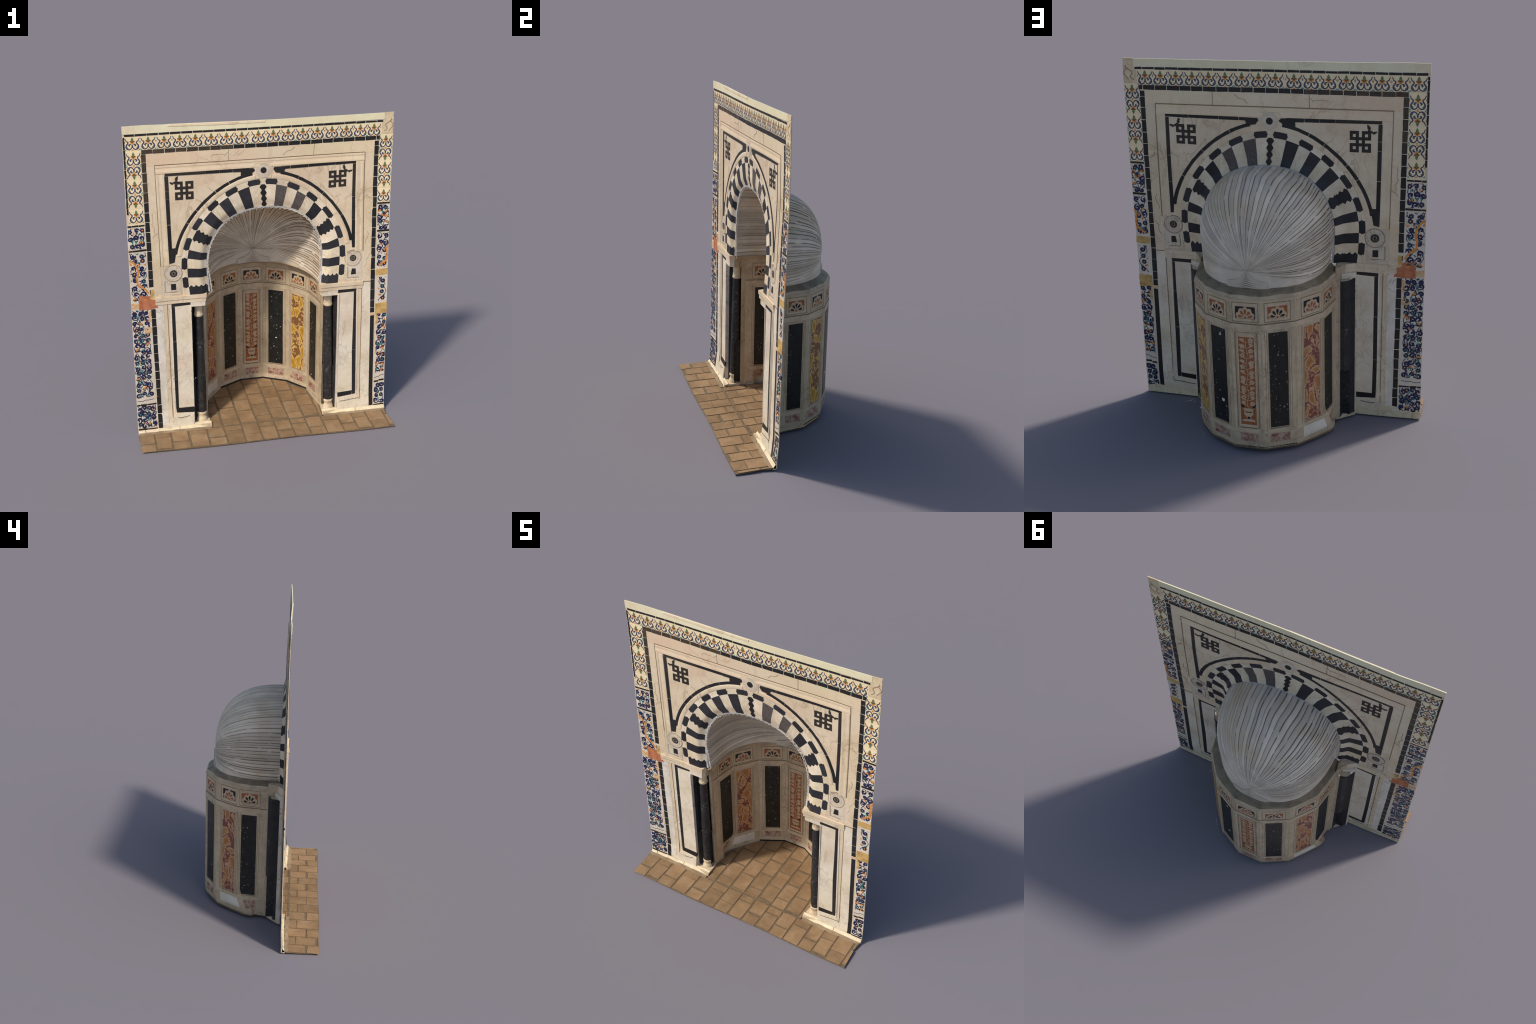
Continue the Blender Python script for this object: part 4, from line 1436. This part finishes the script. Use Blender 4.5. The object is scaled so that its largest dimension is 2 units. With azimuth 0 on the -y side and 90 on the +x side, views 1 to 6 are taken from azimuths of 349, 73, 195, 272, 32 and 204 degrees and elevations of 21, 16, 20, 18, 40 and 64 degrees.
plan_in = offset_plan(-0.001)
back = []
for p, q in zip(plan_in[:-1], plan_in[1:]):
    # follow the kicked-out foot of the drum
    back += [flare(lerp(p[0], q[0], k / 6), lerp(p[1], q[1], k / 6), 0.045)[:2] for k in range(6)]
back.append(plan_in[-1])
APSE_POLY = [(-0.335, -0.185), (0.393, -0.185)] + back[::-1]
front_pts = [(-0.8, front_edge(-0.8) + 0.012), (-0.79, front_edge(-0.79) + 0.003)] + [(x / 10, front_edge(x / 10)) for x in range(-7, 9)] + [(0.816, front_edge(0.816) - 0.002)]
FRONT_POLY = front_pts + [(0.812, -0.30), (0.803, -0.245), (0.815, -0.182), (-0.811, -0.182)]
b = Build(floor_map)
b.prism(FRONT_POLY, 0.0, 0.007, M_FLOORGROUT, [i * 0.06 for i in range(-13, 14)], [-0.32, -0.26, -0.21])
o = b.obj("floor_bed", floor)
for vv in o.data.vertices:
    vv.co.z = max(vv.co.z, 0.0)
b = Build(floor_map)
b.prism([(x, y) for x, y in APSE_POLY], 0.0001, 0.005, M_FLOORGROUT, [i * 0.06 for i in range(-6, 7)], [-0.1, 0, 0.1, 0.2, 0.3])
b.obj("floor_bed", floor)


def clip(poly, cl):
    """Sutherland-Hodgman: poly against convex counter-clockwise cl"""
    out = poly
    n = len(cl)
    for i in range(n):
        (ax, ay), (bx, by) = cl[i], cl[(i + 1) % n]
        inside = lambda p: (bx - ax) * (p[1] - ay) - (by - ay) * (p[0] - ax) >= 0
        src, out = out, []
        for j in range(len(src)):
            p, q = src[j - 1], src[j]
            if inside(p) != inside(q):
                d1 = (bx - ax) * (p[1] - ay) - (by - ay) * (p[0] - ax)
                d2 = (bx - ax) * (q[1] - ay) - (by - ay) * (q[0] - ax)
                t = d1 / (d1 - d2)
                x = (lerp(p[0], q[0], t), lerp(p[1], q[1], t))
                if inside(q):
                    out += [x, q]
                else:
                    out.append(x)
            elif inside(q):
                out.append(q)
        if len(out) < 3:
            return []
    return out


def area(p):
    return abs(sum(p[i - 1][0] * p[i][1] - p[i][0] * p[i - 1][1] for i in range(len(p)))) / 2


JOINTS = [-0.93, -0.816, -0.714, -0.612, -0.498, -0.379, -0.270, -0.155, -0.047, 0.058, 0.163, 0.265, 0.370, 0.480, 0.576, 0.673, 0.785, 0.90]
cw = lambda p: p if sum(p[i - 1][0] * p[i][1] - p[i][0] * p[i - 1][1] for i in range(len(p))) > 0 else p[::-1]
apse_clip = cw([(-0.330, -0.180), (0.388, -0.180)] + [(x, y) for x, y in offset_plan(-0.012)][::-1])
front_clip = cw([(-0.807, -0.383), (0.815, -0.389), (0.806, -0.192), (-0.807, -0.192)])
SKEW = 0.022
for ci in range(len(JOINTS) - 1):
    xa, xb = JOINTS[ci], JOINTS[ci + 1]
    off = (0.108 if ci % 2 else 0.172) + RND.uniform(-.006, .006)
    for k in range(-5, 4):
        ya, yb = off + 0.138 * k + RND.uniform(-.008, .008), off + 0.138 * (k + 1)
        g = 0.0060
        quad = [(xa + g, ya + g), (xb - g, ya + g), (xb - g, yb - g), (xa + g, yb - g)]
        quad = [(x + SKEW * (y + 0.1) * (-0.3), y) for x, y in quad]
        quad = wobble(quad, 0.0034)
        for cl in (apse_clip, front_clip):
            p = clip(quad, cl)
            if p and area(p) > 0.0004:
                b = Build(floor_map)
                b.prism(p, 0.0022 + RND.uniform(0, .0012), -0.0004, M_TERRA)
                b.obj("floor_brick", floor)
# rough mortar seam at the threshold
b = Build(floor_map)
b.ribbon([(-0.33 + 0.018 * k, -0.187 + RND.uniform(-.004, .004)) for k in range(41)], lambda s: 0.012 + 0.004 * math.sin(s * 40), 0.0034, M_FLOORGROUT)
b.obj("threshold_seam", floor)

# curved marble curb between wall and floor
curb = group("curb")


def curb_run(x0, x1, joints):
    prof = [(-0.002, 0.034), (-0.004, 0.032), (-0.006, 0.026), (-0.009, 0.0205), (-0.013, 0.0170), (-0.018, 0.0145)]
    stops = [x0] + joints + [x1]
    for a, c in zip(stops[:-1], stops[1:]):
        v, f, n, m = [], [], 8, len(prof)
        for i in range(n + 1):
            x = lerp(a + 0.001, c - 0.001, i / n)
            dz = 0.003 * clamp((x - 0.5) / 0.3)
            v += [(x, yw(x, 0) + d, z + dz) for d, z in prof] + [(x, yw(x, 0) + 0.006, 0.040 + dz), (x, yw(x, 0) + 0.006, 0.006), (x, yw(x, 0) - 0.018, 0.006)]
        m += 3
        for i in range(n):
            f += [[i * m + k, i * m + (k + 1) % m, (i + 1) * m + (k + 1) % m, (i + 1) * m + k] for k in range(m)]
        f += [list(range(m)), [n * m + k for k in range(m)]]
        make_object("curb_stone", v, f, [M_CURB], curb, smooth_shade=True)


curb_run(-0.811, -0.338, [-0.765, -0.545])
curb_run(0.392, 0.818, [0.618])
b = Build(floor_map)
for x0, x1 in ((-0.808, -0.345), (0.40, 0.812)):
    n = 16
    b.ribbon([(lerp(x0, x1, k / n), -0.181 + RND.uniform(-.003, .003)) for k in range(n + 1)], lambda s: 0.026 + 0.006 * math.sin(s * 25), 0.0042, M_FLOORWHITE)
b.obj("lime_wash", curb)

# ------------------------------------------------------------------ painted tiles
tiles = group("tile_border")


def tangent_matrix(x, z, flip=False):
    e = 0.01
    dx = (yw(x + e, z) - yw(x - e, z)) / (2 * e)
    dz = (yw(x, z + e) - yw(x, z - e)) / (2 * e)
    ux, uz = Vector((1, dx, 0)).normalized(), Vector((0, dz, 1)).normalized()
    if flip:
        uz = -uz
        ux = -ux
    n = ux.cross(uz)
    # columns: local x, local y (through the wall), local z
    return Matrix(((ux.x, -n.x, uz.x, x), (ux.y, -n.y, uz.y, yw(x, z)), (ux.z, -n.z, uz.z, z), (0, 0, 0, 1)))


def palmette_mesh(w, h):
    b = Build(lambda u, v, off: (u * w, off * THIN, v * h))
    b.prism(rect(-0.49, -0.49, 0.49, 0.49), 0.0045, 0.0041, M_GLAZE_C)
    t = 0.0052
    kw = 0.075
    for s in (-1, 1):
        # lyre: loop at the foot swelling up into a shoulder and a tip
        pts = []
        for k in range(21):
            a = -pi * 0.50 + k / 20 * pi * 1.05
            pts.append((s * (0.20 + 0.20 * math.sin(a) + 0.0), -0.23 - 0.19 * math.cos(a)))
        pts = [(s * 0.03, -0.08), (s * 0.02, -0.18), (s * 0.03, -0.27), (s * 0.09, -0.37), (s * 0.18, -0.42), (s * 0.28, -0.41), (s * 0.37, -0.34), (s * 0.40, -0.24),
               (s * 0.38, -0.13), (s * 0.32, -0.04), (s * 0.27, 0.04), (s * 0.27, 0.11), (s * 0.33, 0.16), (s * 0.39, 0.20), (s * 0.41, 0.28), (s * 0.46, 0.38)]
        b.ribbon(pts, lambda q: kw * (0.55 + 0.65 * math.sin(pi * q)), t, M_SLATE)
        b.ribbon([(s * 0.37, -0.22), (s * 0.30, -0.28), (s * 0.27, -0.36)], 0.05, t, M_SLATE)
        # curled leaf inside the loop
        b.blob([(s * 0.04, -0.05), (s * 0.12, 0.0), (s * 0.22, -0.03), (s * 0.26, -0.12), (s * 0.20, -0.20), (s * 0.12, -0.19), (s * 0.15, -0.13), (s * 0.13, -0.09)], t, M_SLATE)
        # orange wing and dark chevron
        b.blob([(0, -0.08), (s * 0.04, -0.02), (s * 0.17, 0.10), (s * 0.17, 0.20), (s * 0.06, 0.10), (0, 0.03)], t, M_ORANGE)
        b.blob([(0, 0.035), (s * 0.06, 0.105), (s * 0.14, 0.18), (s * 0.10, 0.21), (s * 0.04, 0.16), (0, 0.11)], t + 0.0005, M_BROWN)
        # half of the small diamond shared with the neighbour
        b.blob([(s * 0.488, 0.02), (s * 0.45, 0.10), (s * 0.488, 0.20)], t, M_BROWN)
        b.blob([(s * 0.488, -0.47), (s * 0.37, -0.49), (s * 0.488, -0.36)], t, M_TEAL)
    b.blob([(0, 0.12), (0.06, 0.18), (0.09, 0.27), (0.06, 0.36), (0, 0.46), (-0.06, 0.36), (-0.09, 0.27), (-0.06, 0.18)], t + 0.0002, M_GREEN)
    b.blob([(0, -0.49), (0.09, -0.47), (0, -0.41), (-0.09, -0.47)], t, M_ORANGE)
    o = b.obj("palmette_tile", tiles)
    me = o.data
    bpy.data.objects.remove(o)
    return me


PAL_TOP = palmette_mesh(0.0905, 0.0825)
PAL_SIDE = palmette_mesh(0.0895, 0.0865)
PAL_RIGHT = palmette_mesh(0.0865, 0.0845)


def place(me, x, z, flip=False, scale=(1, 1, 1)):
    o = bpy.data.objects.new("palmette_tile", me)
    COL.objects.link(o)
    o.parent = tiles
    o.matrix_world = tangent_matrix(x, z, flip) @ Matrix.Diagonal((*scale, 1))


for x in (-0.755, -0.664, -0.572, -0.482, -0.391, -0.299, -0.209, -0.119):
    place(PAL_TOP, x, 1.8965)
for x in (-0.021, 0.0685, 0.158, 0.2475, 0.337, 0.4265, 0.516, 0.602, 0.688):
    place(PAL_TOP, x, 1.8985, scale=(0.985, 1, 1))
for i, z in enumerate((1.8065, 1.7205, 1.6355, 1.5475, 1.4575)):
    place(PAL_SIDE, -0.753, z, i in (1, 3))
for i, z in enumerate((1.822, 1.7385, 1.6575, 1.5725, 1.4825)):
    place(PAL_RIGHT, 0.7655, z, i in (1, 3))
for z in (1.49,):
    pass
piece("corner_repair", [(0.735, 1.868), (0.809, 1.866), (0.809, 1.975), (0.752, 1.957), (0.738, 1.94)], 0.0050, 0.0044, M_PATCH_T, tiles)
b = Build()
b.ribbon([(0.752 + 0.004 * k + 0.012 * math.sin(k), 1.885 + 0.0085 * k) for k in range(10)], 0.006, 0.0057, M_SMEAR)
b.ribbon([(0.795 - 0.012 * math.cos(k * .7), 1.885 + 0.008 * k) for k in range(9)], 0.005, 0.0057, M_SMEAR)
b.obj("corner_smear", tiles)
# cream ground behind
b = Build()
b.prism(rect(-0.797, 1.853, 0.76, 1.9385), 0.0040, 0.0036, M_GLAZE_C, XCUTS, ZCUTS)
b.prism([(-0.797, 1.402), (-0.7055, 1.402), (-0.709, 1.853), (-0.797, 1.853)], 0.0039, 0.0036, M_GLAZE_C, XCUTS, ZCUTS)
b.prism([(0.7245, 1.437), (0.809, 1.437), (0.810, 1.866), (0.7225, 1.866)], 0.0039, 0.0036, M_GLAZE_C, XCUTS, ZCUTS)
b.obj("tile_ground", tiles)


# painted arabesques
def spiral(cx, cz, r, a0, turns, hand, n=16):
    pts = []
    for k in range(n):
        s = k / (n - 1)
        rr = r * (1 - 0.72 * s)
        a = a0 + hand * turns * 2 * pi * s
        pts.append((cx + rr * math.cos(a), cz + rr * math.sin(a)))
    return pts


def leaf(cx, cz, l, w, a, bend=0.3):
    p, out = [], []
    for s in (0.0, 0.25, 0.5, 0.75, 1.0):
        y = bend * l * (s - s * s)
        p.append((l * s, y + w * math.sin(pi * s) * 0.9, y - w * math.sin(pi * s) * 0.9))
    out = [(q[0], q[1]) for q in p] + [(q[0], q[2]) for q in p[-2:0:-1]]
    ca, sa = math.cos(a), math.sin(a)
    return [(cx + x * ca - y * sa, cz + x * sa + y * ca) for x, y in out]


def in_panel(poly, box):
    x0, z0, x1, z1 = box
    return [(clamp(x, x0, x1), clamp(z, z0, z1)) for x, z in poly]


def arabesque(name, box, seed, dens=1.0, blue=M_NAVY, extra=True):
    """dense scrolls, leaves, flowers and fruit painted over a group of white tiles"""
    x0, z0, x1, z1 = box
    r = random.Random(seed)
    b = Build()
    t = 0.0052
    w, h = x1 - x0, z1 - z0
    rows = max(1, int(round(h / 0.037 * dens)))
    cols_ = max(1, int(round(w / 0.037 * dens)))
    pad = (x0 + .002, z0 + .002, x1 - .002, z1 - .002)
    for q in range(cols_):
        sx, ph = x0 + w * (q + 0.5) / cols_, r.uniform(0, 6)
        n = max(8, int(h / 0.008))
        b.ribbon(in_panel([(sx + 0.40 * w / cols_ * math.sin(ph + k * 0.008 / 0.021), z0 + h * k / n) for k in range(n + 1)], pad), lambda s: 0.0038 + 0.0014 * math.sin(s * h * 300), t, blue)
    for j in range(rows):
        for i in range(cols_):
            cx = x0 + w * (i + 0.5) / cols_ + r.uniform(-.006, .006)
            cz = z0 + h * (j + 0.5) / rows + r.uniform(-.008, .008)
            hand = 1 if (i + j) % 2 else -1
            rad = r.uniform(.013, .018)
            a0 = r.uniform(0, 2 * pi)
            kind = r.random()
            if kind < 0.62:
                pts = in_panel(spiral(cx, cz, rad, a0, r.uniform(.75, 1.05), hand), pad)
                b.ribbon(pts, lambda s: 0.0092 * (0.4 + 0.9 * math.sin(pi * min(1, s * .75 + .15))), t, blue)
                e = pts[-1]
                b.blob(in_panel(disc(e[0], e[1], 0.0052, 10), pad), t, blue)
                # trailing stem
                p0 = pts[0]
                tail_ = [(p0[0] + k * 0.006 * math.cos(a0 + hand * -1.3 + k * .18), p0[1] + k * 0.006 * math.sin(a0 + hand * -1.3 + k * .18)) for k in range(6)]
                b.ribbon(in_panel(tail_, pad), lambda s: 0.0058 * (1 - .6 * s), t, blue)
            elif kind < 0.84:
                for k in range(6):
                    a = k * pi / 3 + a0
                    b.blob(in_panel(disc(cx + .0095 * math.cos(a), cz + .0095 * math.sin(a), .0056, 8), pad), t, blue)
                b.blob(disc(clamp(cx, x0 + .01, x1 - .01), cz, .0050, 10), t + .0008, r.choice((M_GREEN, M_TEAL, M_GREEN, M_ORANGE)))
            else:
                b.blob(in_panel(leaf(cx - .014, cz, .030, .0095, r.uniform(-.5, 1.2), .2), pad), t, M_BROWN)
                b.blob(in_panel(leaf(cx - .0115, cz, .025, .0068, r.uniform(-.5, 1.2), .2), pad), t + .0008, M_ORANGE)
            for q in range(r.choice((3, 4, 4, 5))):
                a, ll = r.uniform(0, 2 * pi), r.uniform(.014, .024)
                mat = r.choice((blue, blue, blue, M_TEAL, M_TEAL, M_ORANGE, blue))
                ox, oz = cx + .020 * math.cos(a), cz + .022 * math.sin(a)
                b.blob(in_panel(leaf(ox, oz, ll, .0042 if mat is blue else .0052, a + r.uniform(-1, 1), r.uniform(-.5, .5)), pad), t, mat)
    b.obj(name, tiles, stuff=True)


def tile_bodies(box, nx, nz, mat=M_GLAZE_W):
    x0, z0, x1, z1 = box
    for i in range(nx):
        for j in range(nz):
            p = rect(lerp(x0, x1, i / nx) + .0006, lerp(z0, z1, j / nz) + .0006, lerp(x0, x1, (i + 1) / nx) - .0006, lerp(z0, z1, (j + 1) / nz) - .0006)
            piece("painted_tile", p, 0.0044, 0.0040, mat, tiles)


LBOX = [(-0.811, 0.216, -0.690, 0.870), (-0.811, 0.905, -0.700, 1.235), (-0.811, 1.249, -0.7045, 1.390), (-0.811, 0.046, -0.684, 0.202)]
RBOX = [(0.744, 0.225, 0.8135, 0.700), (0.731, 0.745, 0.8115, 0.965), (0.731, 1.00, 0.8095, 1.246), (0.728, 1.261, 0.809, 1.424), (0.744, 0.045, 0.8145, 0.198)]
for k, (bx, nx, nz) in enumerate(zip(LBOX, (2, 2, 2, 1), (7, 4, 1, 1))):
    tile_bodies(bx, nx, nz)
for k, (bx, nx, nz) in enumerate(zip(RBOX, (1, 1, 1, 1, 1), (5, 2, 2, 1, 1))):
    tile_bodies(bx, nx, nz)
arabesque("painted_ornament", (-0.809, 0.262, -0.702, 0.862), 21)
arabesque("painted_ornament", (-0.808, 0.905, -0.706, 1.232), 8, 0.85)
arabesque("painted_ornament", (-0.808, 1.252, -0.709, 1.388), 14, 0.95)
arabesque("painted_ornament", (-0.808, 0.049, -0.690, 0.200), 33, 1.1)
arabesque("painted_ornament", (0.749, 0.270, 0.812, 0.695), 5)
arabesque("painted_ornament", (0.748, 0.78, 0.810, 0.945), 6, 0.8)
arabesque("painted_ornament", (0.735, 1.01, 0.808, 1.242), 3, 0.85)
arabesque("painted_ornament", (0.731, 1.264, 0.807, 1.422), 44, 1.1)
arabesque("painted_ornament", (0.748, 0.049, 0.812, 0.196), 55, 1.1)
# orange branch winding through the upper panels, thin frame lines at the foot
b = Build()
b.ribbon([(-0.809, 1.185), (-0.785, 1.170), (-0.768, 1.140), (-0.757, 1.105), (-0.768, 1.065), (-0.766, 1.030), (-0.740, 1.010), (-0.720, 0.990), (-0.704, 0.965)], 0.011, 0.0063, M_ORANGE)
b.ribbon([(0.808, 1.16), (0.797, 1.13), (0.805, 1.085), (0.79, 1.05), (0.768, 1.035), (0.75, 1.02)], 0.010, 0.0063, M_ORANGE)
b.ribbon([(-0.805, 0.238), (-0.77, 0.236), (-0.755, 0.243), (-0.735, 0.240), (-0.700, 0.244)], 0.003, 0.0056, M_NAVY)
b.ribbon([(0.746, 0.236), (0.775, 0.240), (0.79, 0.250), (0.81, 0.252)], 0.003, 0.0056, M_NAVY)
b.obj("painted_branch", tiles)
# repairs in plaster and terracotta
for poly, mat in (([(-0.765, 0.858), (-0.690, 0.856), (-0.694, 0.945), (-0.760, 0.955)], M_PATCH_R), ([(-0.691, 0.860), (-0.650, 0.862), (-0.661, 0.918), (-0.692, 0.922)], M_PATCH_R),
                  ([(-0.811, 0.872), (-0.766, 0.868), (-0.762, 0.903), (-0.811, 0.905)], M_PATCH_P), ([(-0.735, 0.700), (-0.690, 0.702), (-0.692, 0.735), (-0.715, 0.745), (-0.738, 0.728)], M_PATCH_P),
                  ([(-0.712, 0.775), (-0.690, 0.775), (-0.692, 0.852), (-0.706, 0.845)], M_PATCH_P), ([(-0.693, 0.925), (-0.668, 0.925), (-0.670, 0.985), (-0.690, 0.985)], M_PATCH_Y),
                  ([(0.731, 0.955), (0.812, 0.960), (0.811, 1.00), (0.731, 0.998)], M_PATCH_Y), ([(0.737, 0.690), (0.814, 0.694), (0.813, 0.770), (0.735, 0.765)], M_PATCH_Y),
                  ([(0.742, 0.62), (0.757, 0.63), (0.758, 0.675), (0.742, 0.69)], M_PATCH_Y), ([(0.702, 0.684), (0.732, 0.684), (0.731, 0.700), (0.701, 0.700)], M_PATCH_P)):
    piece("repair_patch", ragged(poly), 0.0061, 0.0054, mat, tiles)

# ------------------------------------------------------------------ settle
mesh_objects = [o for o in bpy.data.objects if o.type == "MESH"]
for g in [o for o in bpy.data.objects if o.type == "EMPTY" and o is not root and not o.children]:
    bpy.data.objects.remove(g)
